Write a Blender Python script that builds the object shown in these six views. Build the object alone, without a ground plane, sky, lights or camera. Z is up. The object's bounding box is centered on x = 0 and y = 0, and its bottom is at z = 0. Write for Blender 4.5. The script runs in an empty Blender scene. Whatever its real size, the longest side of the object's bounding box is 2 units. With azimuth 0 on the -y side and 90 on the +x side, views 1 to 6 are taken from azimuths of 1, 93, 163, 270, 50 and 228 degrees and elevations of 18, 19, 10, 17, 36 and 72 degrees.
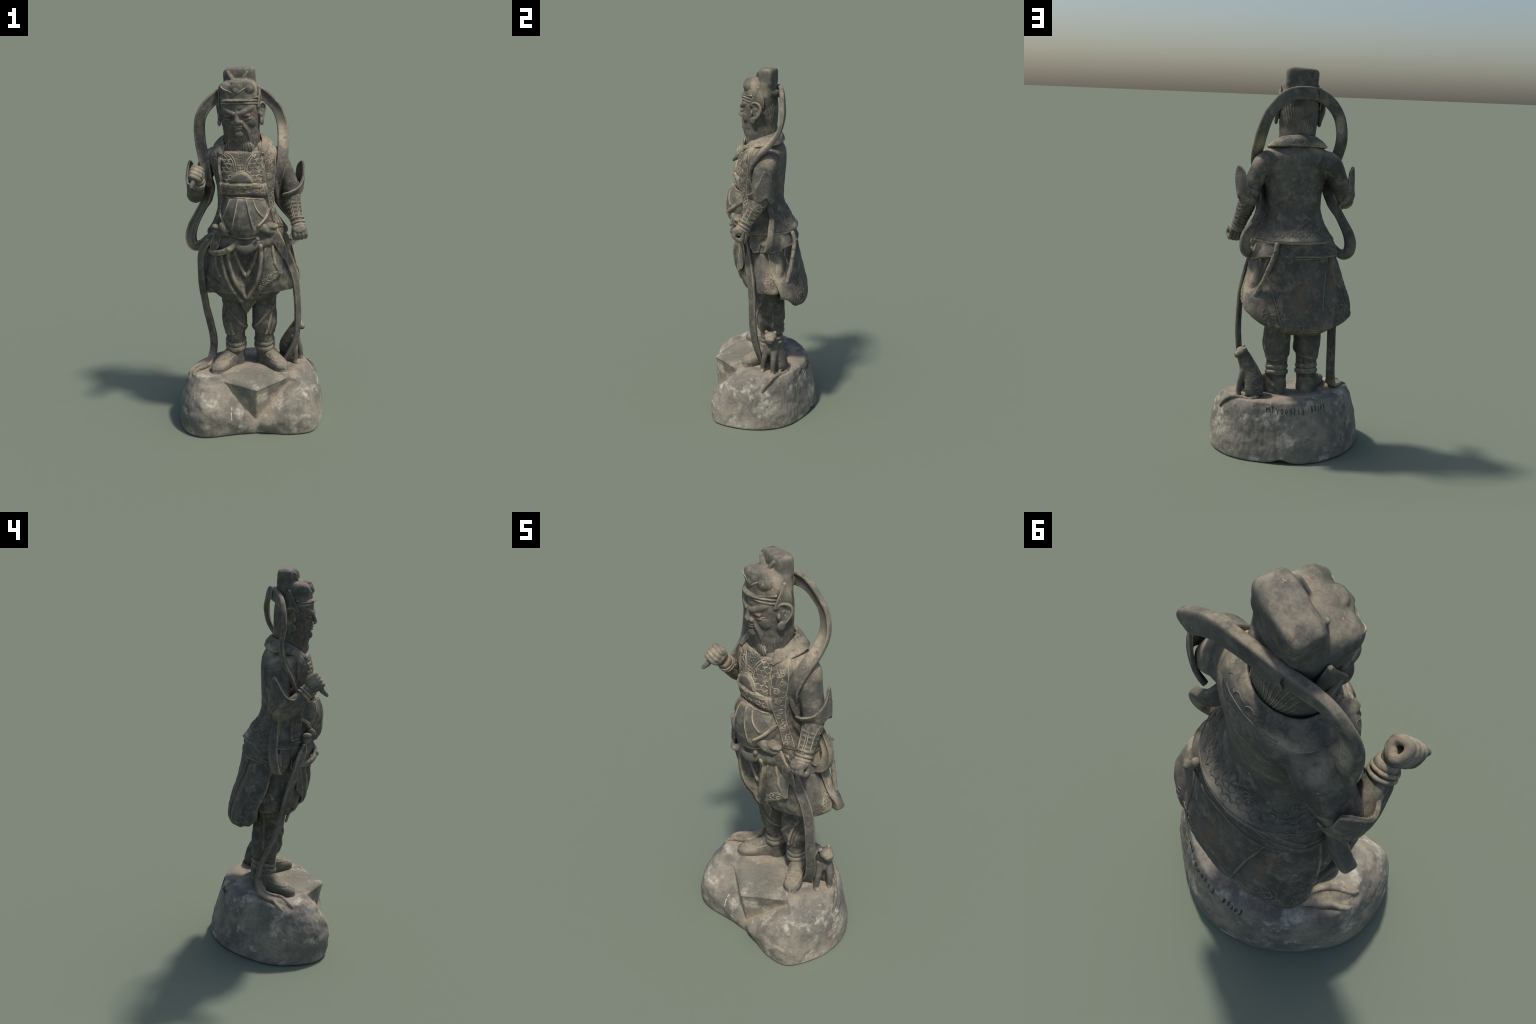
# Terracotta-grey guardian statue: armoured standing figure with a halo scarf, on a rock, a small tiger at his foot.
import bpy, math, random
import numpy as np
from mathutils import Vector, Matrix
from mathutils.bvhtree import BVHTree

random.seed(7)
RNG = np.random.default_rng(7)
PI = math.pi

# ------------------------------------------------------------------ maths helpers
def A(*v):
    return np.array(v, dtype=float)

def hermite(ts, vals, t):
    """smooth interpolation (monotone-ish cubic) of rows of vals at ts, sampled at t"""
    ts = np.asarray(ts, float); vals = np.asarray(vals, float)
    flat = vals.ndim == 1
    if flat: vals = vals[:, None]
    t = np.clip(np.asarray(t, float), min(ts[0], ts[-1]), max(ts[0], ts[-1]))
    if ts[0] > ts[-1]:
        ts = ts[::-1]; vals = vals[::-1]
    h = np.diff(ts); d = np.diff(vals, axis=0) / h[:, None]
    m = np.zeros_like(vals)
    m[0], m[-1] = d[0], d[-1]
    if len(ts) > 2:
        a, b = d[:-1], d[1:]
        w1, w2 = (2 * h[1:] + h[:-1])[:, None], (h[1:] + 2 * h[:-1])[:, None]
        with np.errstate(divide='ignore', invalid='ignore'):
            hm = (w1 + w2) / (w1 / a + w2 / b)
        m[1:-1] = np.where(a * b > 0, hm, 0.0)
    i = np.clip(np.searchsorted(ts, t, side='right') - 1, 0, len(ts) - 2)
    s = ((t - ts[i]) / h[i])[:, None]; hh = h[i][:, None]
    r = ((2*s**3 - 3*s**2 + 1) * vals[i] + (s**3 - 2*s**2 + s) * hh * m[i]
         + (-2*s**3 + 3*s**2) * vals[i+1] + (s**3 - s**2) * hh * m[i+1])
    return r[:, 0] if flat else r

def curve(pts, n):
    """Catmull-Rom through control points, n samples evenly spaced along the length"""
    P = np.asarray(pts, float)
    if len(P) == 2:
        return P[0] + (P[1] - P[0]) * np.linspace(0, 1, n)[:, None]
    Q = np.vstack([2 * P[0] - P[1], P, 2 * P[-1] - P[-2]])
    out = []
    for i in range(len(P) - 1):
        p0, p1, p2, p3 = Q[i:i + 4]
        s = np.linspace(0, 1, 24, endpoint=False)[:, None]
        out.append(0.5 * (2*p1 + (p2 - p0)*s + (2*p0 - 5*p1 + 4*p2 - p3)*s**2 + (3*p1 - p0 - 3*p2 + p3)*s**3))
    D = np.vstack(out + [P[-1:]])
    L = np.concatenate([[0], np.cumsum(np.linalg.norm(np.diff(D, axis=0), axis=1))])
    t = np.linspace(0, L[-1], n)
    return np.stack([np.interp(t, L, D[:, k]) for k in range(D.shape[1])], 1)

def unit(v):
    v = np.asarray(v, float)
    return v / np.maximum(np.linalg.norm(v, axis=-1, keepdims=True), 1e-12)

def smoothstep(a, b, x):
    t = np.clip((x - a) / (b - a), 0, 1)
    return t * t * (3 - 2 * t)

_perm = np.random.default_rng(11).integers(0, 2**31, 4096)
def noise3(P, scale, seed=0):
    """vectorised value noise in [-1,1]"""
    Q = np.asarray(P) * scale + seed * 17.31
    I = np.floor(Q).astype(np.int64); f = Q - I; f = f*f*f*(f*(f*6 - 15) + 10)
    def h(ix, iy, iz):
        return _perm[(ix * 73856093 ^ iy * 19349663 ^ iz * 83492791) & 4095] / 2**30 - 1
    r = 0
    for dx in (0, 1):
        for dy in (0, 1):
            for dz in (0, 1):
                w = (f[:, 0] if dx else 1 - f[:, 0]) * (f[:, 1] if dy else 1 - f[:, 1]) * (f[:, 2] if dz else 1 - f[:, 2])
                r = r + w * h(I[:, 0] + dx, I[:, 1] + dy, I[:, 2] + dz)
    return r

def seg_dist(P, line):
    """distance of points P to a polyline"""
    best = np.full(len(P), 1e9)
    for a, b in zip(line[:-1], line[1:]):
        ab = b - a; t = np.clip((P - a) @ ab / max(ab @ ab, 1e-12), 0, 1)
        best = np.minimum(best, np.linalg.norm(P - (a + t[:, None] * ab), axis=1))
    return best

# ------------------------------------------------------------------ mesh helpers: a shape is (V, F)
def grid_faces(n, m, close_m=True, off=0):
    F = []
    for i in range(n - 1):
        for j in range(m if close_m else m - 1):
            k = (j + 1) % m
            F.append((off + i*m + j, off + i*m + k, off + (i+1)*m + k, off + (i+1)*m + j))
    return F

def loft(R):
    """closed tube through rings R[n][m][3] with fan caps"""
    R = np.asarray(R, float); n, m, _ = R.shape
    V = np.vstack([R.reshape(-1, 3), R[0].mean(0)[None], R[-1].mean(0)[None]])
    F = grid_faces(n, m)
    a, b = n * m, n * m + 1
    for j in range(m):
        k = (j + 1) % m
        F.append((a, k, j)); F.append((b, (n-1)*m + j, (n-1)*m + k))
    return V, F

def section(cx, cy, z, xl, xr, yf, yb, p, m=72):
    """superellipse outline at height z, with its own reach to each side (world x left/right, y front/back)"""
    a = np.linspace(0, 2*PI, m, endpoint=False)
    c, s = np.cos(a), np.sin(a)
    X = np.sign(c) * np.abs(c)**(2/p); Y = np.sign(s) * np.abs(s)**(2/p)
    return np.stack([cx + np.where(X > 0, (xr - cx) * X, (cx - xl) * X),
                     cy + np.where(Y > 0, (yb - cy) * Y, (cy - yf) * Y), np.full(m, float(z))], 1)

def body(table, cy=0.0, n=60, m=96):
    """loft from rows (z, x_left, x_right, y_front, y_back, exponent)"""
    T = np.asarray(table, float)
    zs = np.linspace(T[0, 0], T[-1, 0], n)
    S = hermite(T[:, 0], T[:, 1:], zs)
    return loft([section((r[0] + r[1]) / 2, min(max(cy, r[2]), r[3]), z, r[0], r[1], r[2], r[3], r[4], m) for z, r in zip(zs, S)])

def sweep(path, radii, n=40, m=20, ref=(0, 0, 1), p=2.0, round_ends=True):
    """tube along a path; radii rows (a along side axis, b along the ref-ish axis); ref may be one vector or one per control point"""
    path = np.asarray(path, float); C = curve(path, n)
    rad = np.asarray(radii, float)
    if rad.ndim == 1: rad = np.stack([rad, rad], 1)
    u = np.linspace(0, 1, n)
    r = hermite(np.linspace(0, 1, len(rad)), rad, u)
    ref = np.asarray(ref, float)
    N = np.tile(ref, (n, 1)) if ref.ndim == 1 else np.stack([np.interp(u, np.linspace(0, 1, len(ref)), ref[:, k]) for k in range(3)], 1)
    T = unit(np.gradient(C, axis=0)); N = unit(N - (N * T).sum(1, keepdims=True) * T); B = np.cross(T, N)
    a = np.linspace(0, 2*PI, m, endpoint=False)
    c = np.sign(np.cos(a)) * np.abs(np.cos(a))**(2/p); s = np.sign(np.sin(a)) * np.abs(np.sin(a))**(2/p)
    R = C[:, None] + B[:, None] * (c[None, :, None] * r[:, None, :1]) + N[:, None] * (s[None, :, None] * r[:, None, 1:])
    if round_ends:
        e0, e1 = [], []
        for q in (0.35, 0.75, 0.95):
            k = math.sqrt(1 - q*q); rm = r[[0, -1]].min(1)
            e0.insert(0, C[0] + (R[0] - C[0]) * k - T[0] * q * rm[0] * .9)
            e1.append(C[-1] + (R[-1] - C[-1]) * k + T[-1] * q * rm[1] * .9)
        R = np.concatenate([np.array(e0), R, np.array(e1)])
    return loft(R)

def ball(c, r, n=20, m=28, rot=None):
    """ellipsoid; rot = 3x3 matrix"""
    V, F = loft([np.stack([math.sin(t) * np.cos(a := np.linspace(0, 2*PI, m, endpoint=False)), math.sin(t) * np.sin(a),
                           np.full(m, -math.cos(t))], 1) for t in np.linspace(.03, PI - .03, n)])
    V = V * np.asarray(r, float)
    if rot is not None: V = V @ np.asarray(rot).T
    return V + np.asarray(c, float), F

def ring(c, axis, R, r, n=40, m=14, squash=1.0):
    """torus round an axis"""
    z = unit(axis); x = unit(np.cross(z, A(.3, .5, .8))); y = np.cross(z, x)
    V = []
    for a in np.linspace(0, 2*PI, n, endpoint=False):
        d = math.cos(a) * x + math.sin(a) * y
        for b in np.linspace(0, 2*PI, m, endpoint=False):
            V.append(np.asarray(c) + d * (R + r * math.cos(b)) + z * r * squash * math.sin(b))
    F = []
    for i in range(n):
        for j in range(m):
            F.append((i*m + j, ((i+1) % n)*m + j, ((i+1) % n)*m + (j+1) % m, i*m + (j+1) % m))
    return np.array(V), F

def box(c, h, rot=None, round_p=6, n=24, m=64):
    """rounded block: superellipsoid with half sizes h"""
    R = []
    for t in np.linspace(-PI/2 + .02, PI/2 - .02, n):
        ct = abs(math.cos(t))**(2/round_p); st = math.copysign(abs(math.sin(t))**(2/round_p), t)
        a = np.linspace(0, 2*PI, m, endpoint=False)
        R.append(np.stack([ct * np.sign(np.cos(a)) * np.abs(np.cos(a))**(2/round_p), ct * np.sign(np.sin(a)) * np.abs(np.sin(a))**(2/round_p), np.full(m, st)], 1))
    V, F = loft(R); V = V * np.asarray(h, float)
    if rot is not None: V = V @ np.asarray(rot).T
    return V + np.asarray(c, float), F

def join(shapes):
    V, F, o = [], [], 0
    for v, f in shapes:
        V.append(np.asarray(v)); F += [tuple(i + o for i in q) for q in f]; o += len(v)
    return np.vstack(V), F

def sheet(P, thick, direction=None):
    """closed plate from a grid of points P[n][m][3], given thickness along its normals (or along a direction)"""
    n, m, _ = P.shape
    if direction is None:
        du = np.gradient(P, axis=0); dv = np.gradient(P, axis=1); N = unit(np.cross(du, dv))
    else:
        N = np.broadcast_to(unit(direction), P.shape)
    t = thick if np.ndim(thick) else np.full((n, m), thick)
    top = P + N * t[..., None] * .5; bot = P - N * t[..., None] * .5
    V = np.vstack([top.reshape(-1, 3), bot.reshape(-1, 3)]); k = n * m
    F = grid_faces(n, m, False) + [tuple(reversed(q)) for q in grid_faces(n, m, False, k)]
    edge = [(i, 0) for i in range(n)] + [(n-1, j) for j in range(1, m)] + [(i, m-1) for i in range(n-2, -1, -1)] + [(0, j) for j in range(m-2, 0, -1)]
    idx = [i*m + j for i, j in edge]
    for a, b in zip(idx, idx[1:] + idx[:1]):
        F.append((a, b, b + k, a + k))
    return V, F

def to_mesh(V, F, name='m'):
    me = bpy.data.meshes.new(name)
    me.from_pydata(np.asarray(V).tolist(), [], [tuple(int(i) for i in f) for f in F]); me.update()
    return me

def from_mesh(me):
    V = np.empty(len(me.vertices) * 3); me.vertices.foreach_get('co', V)
    return V.reshape(-1, 3), [tuple(p.vertices) for p in me.polygons]

def fuse(shapes, voxel=.004, smooth=4, factor=.5):
    """melt shapes into one skin: voxel remesh, then relax"""
    V, F = join(shapes)
    ob = bpy.data.objects.new('tmp', to_mesh(V, F)); bpy.context.collection.objects.link(ob)
    r = ob.modifiers.new('r', 'REMESH'); r.mode = 'VOXEL'; r.voxel_size = voxel
    if smooth:
        s = ob.modifiers.new('s', 'SMOOTH'); s.iterations = smooth; s.factor = factor
    dg = bpy.context.evaluated_depsgraph_get()
    me = bpy.data.meshes.new_from_object(ob.evaluated_get(dg))
    out = from_mesh(me)
    d = ob.data; bpy.data.objects.remove(ob); bpy.data.meshes.remove(d); bpy.data.meshes.remove(me)
    return out

def normals(V, F):
    me = to_mesh(V, F); N = np.empty(len(V) * 3); me.vertex_normals.foreach_get('vector', N); bpy.data.meshes.remove(me)
    return N.reshape(-1, 3)

def relief(shape, fn):
    """push vertices along normals by fn(V, N)"""
    V, F = fix(shape); N = normals(V, F)
    return V + N * fn(V, N)[:, None], F

def weathered(shape, amp=.0012, scale=45, seed=1):
    return relief(shape, lambda V, N: amp * (noise3(V, scale, seed) + .5 * noise3(V, scale * 2.3, seed + 3)))

# ------------------------------------------------------------------ materials
def nodes_of(mat):
    mat.use_nodes = True; nt = mat.node_tree; nt.nodes.clear(); return nt

class Net:
    def __init__(s, name, rough=.85, spec=.25):
        s.mat = bpy.data.materials.new(name); s.nt = nodes_of(s.mat)
        s.out = s.n('ShaderNodeOutputMaterial'); s.bsdf = s.n('ShaderNodeBsdfPrincipled')
        s.bsdf.inputs['Roughness'].default_value = rough; s.bsdf.inputs['Specular IOR Level'].default_value = spec
        s.link(s.bsdf.outputs[0], s.out.inputs[0])
        s.tc = s.n('ShaderNodeTexCoord').outputs['Object']
    def n(s, t, **k):
        d = s.nt.nodes.new(t)
        for a, b in k.items(): setattr(d, a, b)
        return d
    def link(s, a, b): s.nt.links.new(a, b)
    def noise(s, scale, detail=4, rough=.6, dist=0.0, shift=(0, 0, 0), stretch=(1, 1, 1)):
        m = s.n('ShaderNodeMapping'); s.link(s.tc, m.inputs[0]); m.inputs['Location'].default_value = shift; m.inputs['Scale'].default_value = stretch
        d = s.n('ShaderNodeTexNoise'); s.link(m.outputs[0], d.inputs['Vector'])
        d.inputs['Scale'].default_value = scale; d.inputs['Detail'].default_value = detail
        d.inputs['Roughness'].default_value = rough; d.inputs['Distortion'].default_value = dist
        return d.outputs['Fac']
    def ramp(s, v, a, b, lo=0.0, hi=1.0):
        d = s.n('ShaderNodeMapRange', interpolation_type='SMOOTHSTEP'); s.link(v, d.inputs[0])
        d.inputs[1].default_value = a; d.inputs[2].default_value = b; d.inputs[3].default_value = lo; d.inputs[4].default_value = hi
        return d.outputs[0]
    def math(s, op, a, b):
        d = s.n('ShaderNodeMath', operation=op)
        for i, v in enumerate((a, b)):
            if isinstance(v, (int, float)): d.inputs[i].default_value = v
            else: s.link(v, d.inputs[i])
        return d.outputs[0]
    def mix(s, f, a, b):
        d = s.n('ShaderNodeMix', data_type='RGBA')
        if isinstance(f, (int, float)): d.inputs[0].default_value = f
        else: s.link(f, d.inputs[0])
        for i, v in ((6, a), (7, b)):
            if isinstance(v, tuple): d.inputs[i].default_value = (*v, 1)
            else: s.link(v, d.inputs[i])
        return d.outputs[2]
    def blob(s, c, r, soft=.5):
        """1 inside an ellipsoid, fading to 0 at its border"""
        sub = s.n('ShaderNodeVectorMath', operation='SUBTRACT'); s.link(s.tc, sub.inputs[0]); sub.inputs[1].default_value = c
        mul = s.n('ShaderNodeVectorMath', operation='MULTIPLY'); s.link(sub.outputs[0], mul.inputs[0]); mul.inputs[1].default_value = tuple(1 / k for k in r)
        ln = s.n('ShaderNodeVectorMath', operation='LENGTH'); s.link(mul.outputs[0], ln.inputs[0])
        return s.ramp(ln.outputs['Value'], 1.0, 1 - soft)
    def near(s, a, b, r):
        """1 along the segment a-b, fading to 0 at distance r"""
        ab = A(*b) - A(*a); L = float(ab @ ab)
        sub = s.n('ShaderNodeVectorMath', operation='SUBTRACT'); s.link(s.tc, sub.inputs[0]); sub.inputs[1].default_value = a
        dot = s.n('ShaderNodeVectorMath', operation='DOT_PRODUCT'); s.link(sub.outputs[0], dot.inputs[0]); dot.inputs[1].default_value = tuple(ab / L)
        cl = s.n('ShaderNodeClamp'); s.link(dot.outputs['Value'], cl.inputs[0])
        sc = s.n('ShaderNodeVectorMath', operation='SCALE'); sc.inputs[0].default_value = tuple(ab); s.link(cl.outputs[0], sc.inputs['Scale'])
        dd = s.n('ShaderNodeVectorMath', operation='DISTANCE'); s.link(sub.outputs[0], dd.inputs[0]); s.link(sc.outputs[0], dd.inputs[1])
        return s.ramp(dd.outputs['Value'], r, r*.15)
    def blobs(s, L):
        f = None
        for c, r in L:
            b = s.blob(c, r, .75); f = b if f is None else s.math('MAXIMUM', f, b)
        return f
    def bump(s, h, strength, dist=.002):
        d = s.n('ShaderNodeBump'); d.inputs['Strength'].default_value = strength; d.inputs['Distance'].default_value = dist
        s.link(h, d.inputs['Height']); s.link(d.outputs[0], s.bsdf.inputs['Normal'])
    def color(s, c): s.link(c, s.bsdf.inputs['Base Color'])
    def point(s):
        g = s.n('ShaderNodeNewGeometry'); return g.outputs['Pointiness']

SLATE_DARK, SLATE, SLATE_WARM = (.074, .072, .062), (.140, .132, .111), (.235, .203, .152)
DUST, OCHRE, PINK = (.46, .385, .27), (.20, .125, .07), (.20, .095, .075)

def clay(name, dark=.0, dust_blobs=(), dust=.5, pink=(), rust=(), tint=None):
    """worn grey pottery: slate body, buff dust lodged in creases and in patches, rubbed arrises, speckles"""
    s = Net(name)
    big, mid, fine = s.noise(6, 5, .62), s.noise(24, 5, .68, .2, (3, 1, 2)), s.noise(140, 3, .7)
    col = s.mix(s.ramp(big, .34 + dark, .66 + dark), SLATE_DARK, SLATE)
    col = s.mix(s.math('MULTIPLY', s.ramp(mid, .46, .72), .8), col, SLATE_WARM)
    d = s.math('MULTIPLY', s.ramp(s.noise(13, 6, .72, .3, (5, 2, 8)), .50, .72), dust)
    if dust_blobs:
        b = s.math('MULTIPLY', s.blobs(dust_blobs), s.ramp(s.noise(22, 5, .7, 0, (1, 7, 3)), .22, .6))
        d = s.math('MAXIMUM', d, s.math('MULTIPLY', b, .9))
    pt = s.point(); patchy = s.ramp(s.noise(9, 4, .6, 0, (2, 6, 1)), .36, .62, .15, 1.0)
    lodged = s.math('MULTIPLY', s.ramp(pt, .488, .452, 0, .8), patchy)
    rubbed = s.math('MULTIPLY', s.ramp(pt, .508, .548, 0, .95), patchy)
    d = s.math('MAXIMUM', d, s.math('MAXIMUM', lodged, rubbed))
    sep = s.n('ShaderNodeSeparateXYZ'); s.link(s.n('ShaderNodeNewGeometry').outputs['Normal'], sep.inputs[0])
    settled = s.math('MULTIPLY', s.ramp(sep.outputs[2], .35, .9, 0, .55), s.ramp(s.noise(18, 5, .7, 0, (6, 3, 9)), .38, .62))      # dust that has settled on ledges
    d = s.math('MAXIMUM', d, settled)
    col = s.mix(d, col, DUST)
    if rust:
        col = s.mix(s.math('MULTIPLY', s.blobs(rust), s.ramp(mid, .42, .62, 0, .75)), col, OCHRE)
    if pink:
        col = s.mix(s.math('MULTIPLY', s.blobs(pink), s.ramp(mid, .3, .6, .05, .5)), col, PINK)
    if tint: col = s.mix(tint[1], col, tint[0])
    specks = s.ramp(s.noise(55, 2, .5, 0, (9, 9, 1)), .70, .77, 0, .7)
    col = s.mix(specks, col, (.42, .38, .30))
    col = s.mix(s.ramp(fine, .35, .75, 0, .3), col, SLATE_DARK)
    s.color(col)
    s.bump(s.math('ADD', s.math('MULTIPLY', mid, .6), s.math('MULTIPLY', fine, .4)), .4)
    return s.mat

def stone(name):
    """the rock: warm grey with soft pale lime blotches, brownish and dark mottling, buff dust in the cut of the wedge, greenish deck"""
    s = Net(name, .9, .2)
    big, mid, fine = s.noise(7, 6, .66, .3), s.noise(21, 6, .72, .2, (4, 2, 1)), s.noise(110, 4, .7)
    col = s.mix(s.ramp(big, .36, .64), (.160, .150, .125), (.325, .288, .220))
    col = s.mix(s.ramp(s.noise(14, 5, .7, .2, (8, 1, 3)), .50, .66, 0, .7), col, (.195, .172, .140))
    pale = s.math('MULTIPLY', s.ramp(s.noise(11, 4, .62, .2, (2, 9, 4)), .53, .66), s.ramp(s.noise(48, 5, .75), .36, .6, .25, 1.0))
    col = s.mix(s.math('MULTIPLY', pale, .85), col, (.58, .53, .42))
    col = s.mix(s.ramp(mid, .60, .70, 0, .55), col, (.52, .47, .37))
    seams = None
    for a, b, r in (((-.15, -.20, .30), (.03, -.268, .09), .035), ((.25, -.12, .30), (.035, -.268, .09), .040), ((-.03, -.03, .31), (-.14, -.1, .31), .05), ((.06, -.03, .31), (.17, -.08, .31), .05), ((.2, .02, .31), (.3, .05, .31), .06), ((-.2, .05, .31), (-.32, -.08, .30), .07), ((.0, .16, .31), (.22, .14, .31), .06)):
        f = s.near(a, b, r); seams = f if seams is None else s.math('MAXIMUM', seams, f)
    col = s.mix(s.math('MULTIPLY', seams, s.ramp(mid, .3, .58, .2, .7)), col, (.41, .33, .23))
    moss = s.blobs([((.02, -.17, .3), (.2, .14, .05))])
    col = s.mix(s.math('MULTIPLY', moss, s.ramp(big, .3, .6, .25, .7)), col, (.155, .158, .115))
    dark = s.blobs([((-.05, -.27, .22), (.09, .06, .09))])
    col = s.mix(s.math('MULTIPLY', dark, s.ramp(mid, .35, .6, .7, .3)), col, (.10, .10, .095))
    cool = s.ramp(s.noise(4, 3, .5, 0, (7, 3, 3)), .52, .66, 0, .22)
    col = s.mix(cool, col, (.265, .258, .218))
    col = s.mix(s.ramp(s.noise(52, 5, .72, 0, (1, 1, 6)), .54, .68, 0, .5), col, (.12, .113, .10))
    col = s.mix(s.ramp(fine, .45, .8, 0, .35), col, (.45, .42, .35))
    s.color(col)
    s.bump(s.math('ADD', s.math('MULTIPLY', mid, .7), s.math('MULTIPLY', fine, .5)), .6, .004)
    return s.mat

def plain(name, c1, c2, scale=40):
    """two tones in fine patches"""
    s = Net(name); s.color(s.mix(s.ramp(s.noise(scale, 4, .65), .35, .65), c1, c2)); return s.mat

M_STONE = stone('rock_stone')
M_CLOTH = clay('grey_clay', dust_blobs=[((.12, -.06, 1.58), (.14, .12, .09)), ((.2, .0, 1.52), (.06, .06, .06)), ((.19, .02, 1.1), (.08, .12, .1)), ((-.1, .05, 1.6), (.1, .08, .05)), ((-.18, .0, 1.56), (.08, .09, .05)), ((.02, .15, 1.15), (.16, .06, .07))])
M_SKIRT = clay('grey_brown_clay', dark=.02, dust_blobs=[((.26, .06, .86), (.08, .09, .18)), ((.25, .1, .75), (.1, .08, .1))],
               rust=[((.2, .17, .76), (.09, .09, .12)), ((.03, .22, .85), (.13, .06, .16)), ((-.16, .16, .93), (.07, .1, .13))])
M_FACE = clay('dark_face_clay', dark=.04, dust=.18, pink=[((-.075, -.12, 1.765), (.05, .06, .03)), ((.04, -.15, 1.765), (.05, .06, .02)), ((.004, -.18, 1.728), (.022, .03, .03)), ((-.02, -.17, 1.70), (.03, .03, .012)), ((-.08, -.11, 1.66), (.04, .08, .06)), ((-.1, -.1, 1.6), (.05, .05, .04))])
M_HAT = clay('dusty_hat_clay', dust_blobs=[((0, -.09, 1.93), (.09, .05, .035)), ((.06, -.1, 1.9), (.06, .06, .06)), ((.08, -.05, 1.87), (.05, .05, .07))], dust=.5, tint=((.13, .13, .10), .25))
M_RIBBON = clay('ribbon_clay', dust_blobs=[((.21, -.02, 1.65), (.05, .1, .2)), ((-.22, 0, 1.7), (.04, .03, .1)), ((-.22, .0, .33), (.13, .12, .07)), ((.25, .02, 1.12), (.08, .05, .1))], dust=.3)
M_LEG = clay('leg_clay', dark=.05, dust=.3)
M_SHOE = clay('shoe_clay', dust=.55, dust_blobs=[((-.16, -.08, .36), (.09, .09, .05)), ((.16, -.08, .36), (.09, .09, .05))], tint=((.16, .16, .12), .25))
M_HAND = clay('hand_clay', dust_blobs=[((-.25, -.18, 1.49), (.07, .08, .05)), ((.29, -.14, 1.18), (.05, .04, .03))], dust=.5)
M_TIGER = clay('tiger_clay', dust_blobs=[((.3, .04, .54), (.05, .05, .03)), ((.28, .03, .31), (.08, .08, .03))], dust=.35)
M_LINE = plain('buff_relief_line', (.18, .163, .127), (.44, .368, .258), 16)
M_FAINT = plain('faint_relief_line', (.12, .115, .10), (.24, .21, .158), 16)
M_INK = plain('ink_writing', (.03, .028, .026), (.055, .05, .045), 80)
M_LIME = plain('lime_splash', (.5, .48, .42), (.6, .58, .52), 80)

# ------------------------------------------------------------------ object helpers
ROOT = bpy.data.objects.new('guardian_statue', None)
bpy.context.collection.objects.link(ROOT)
ROOT['label'] = 'weathered grey armoured warrior statue with scarf on rock'
ROOT['category'] = 'statue'

def add(name, shape, mat, parent=None, smooth=True, kind=None, vnormals=None):
    V, F = shape
    me = to_mesh(V, F, name); me.materials.append(mat)
    me.polygons.foreach_set('use_smooth', np.ones(len(me.polygons), bool) if smooth else np.zeros(len(me.polygons), bool))
    if vnormals is not None: me.normals_split_custom_set_from_vertices(vnormals.tolist())
    ob = bpy.data.objects.new(name, me); bpy.context.collection.objects.link(ob)
    ob.parent = parent or ROOT
    if kind: ob['kind'] = kind
    return ob

def crisp(ob, angle=40):
    me = ob.data
    me.set_sharp_from_angle(angle=math.radians(angle)); return ob

def split(shape, label, names, mats, parent=None):
    """cut one skin into named parts along face labels; borders coincide, normals stay those of the whole"""
    V, F = shape; N = normals(V, F)
    C = np.array([V[list(f)].mean(0) for f in F]); lab = label(C)
    obs = []
    for i, (nm, mt) in enumerate(zip(names, mats)):
        Fi = [f for f, l in zip(F, lab) if l == i]
        if not Fi: obs.append(None); continue
        used = np.unique(np.concatenate([np.array(f) for f in Fi])); idx = -np.ones(len(V), int); idx[used] = np.arange(len(used))
        obs.append(add(nm, (V[used], [tuple(idx[list(f)]) for f in Fi]), mt, parent, vnormals=N[used]))
    return obs

def bvh(*shapes):
    V, F = join(shapes); return BVHTree.FromPolygons(V.tolist(), F)

DIRS = {'front': A(0, 1, 0), 'back': A(0, -1, 0), 'right': A(-1, 0, 0), 'left': A(1, 0, 0), 'top': A(0, 0, -1)}
def cast(tree, P, side, far=1.5):
    """drop points onto a skin, looking along one axis (or along a given direction); returns points and normals, drops misses"""
    d = unit(DIRS[side] if isinstance(side, str) else A(*side)); pts, nor = [], []
    for p in P:
        o = np.asarray(p) - d * far
        h, n, _, _ = tree.ray_cast(Vector(o), Vector(d))
        if h is not None:
            n = np.array(n); n = n if n @ d < 0 else -n
            pts.append(np.array(h)); nor.append(n)
    return np.array(pts), np.array(nor)

def on_plane(side, a, b):
    """2D drawing coordinates -> 3D start point: front/back use (x, z), left/right use (y, z), top uses (x, y)"""
    if side in ('front', 'back'): return A(a, 0, b)
    if side in ('left', 'right'): return A(0, a, b)
    if not isinstance(side, str):
        h = unit(np.cross(unit(A(*side)), A(0, 0, 1))); return h*a + A(0, 0, b)     # across the view direction, and height
    return A(a, b, 1.0)

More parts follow.
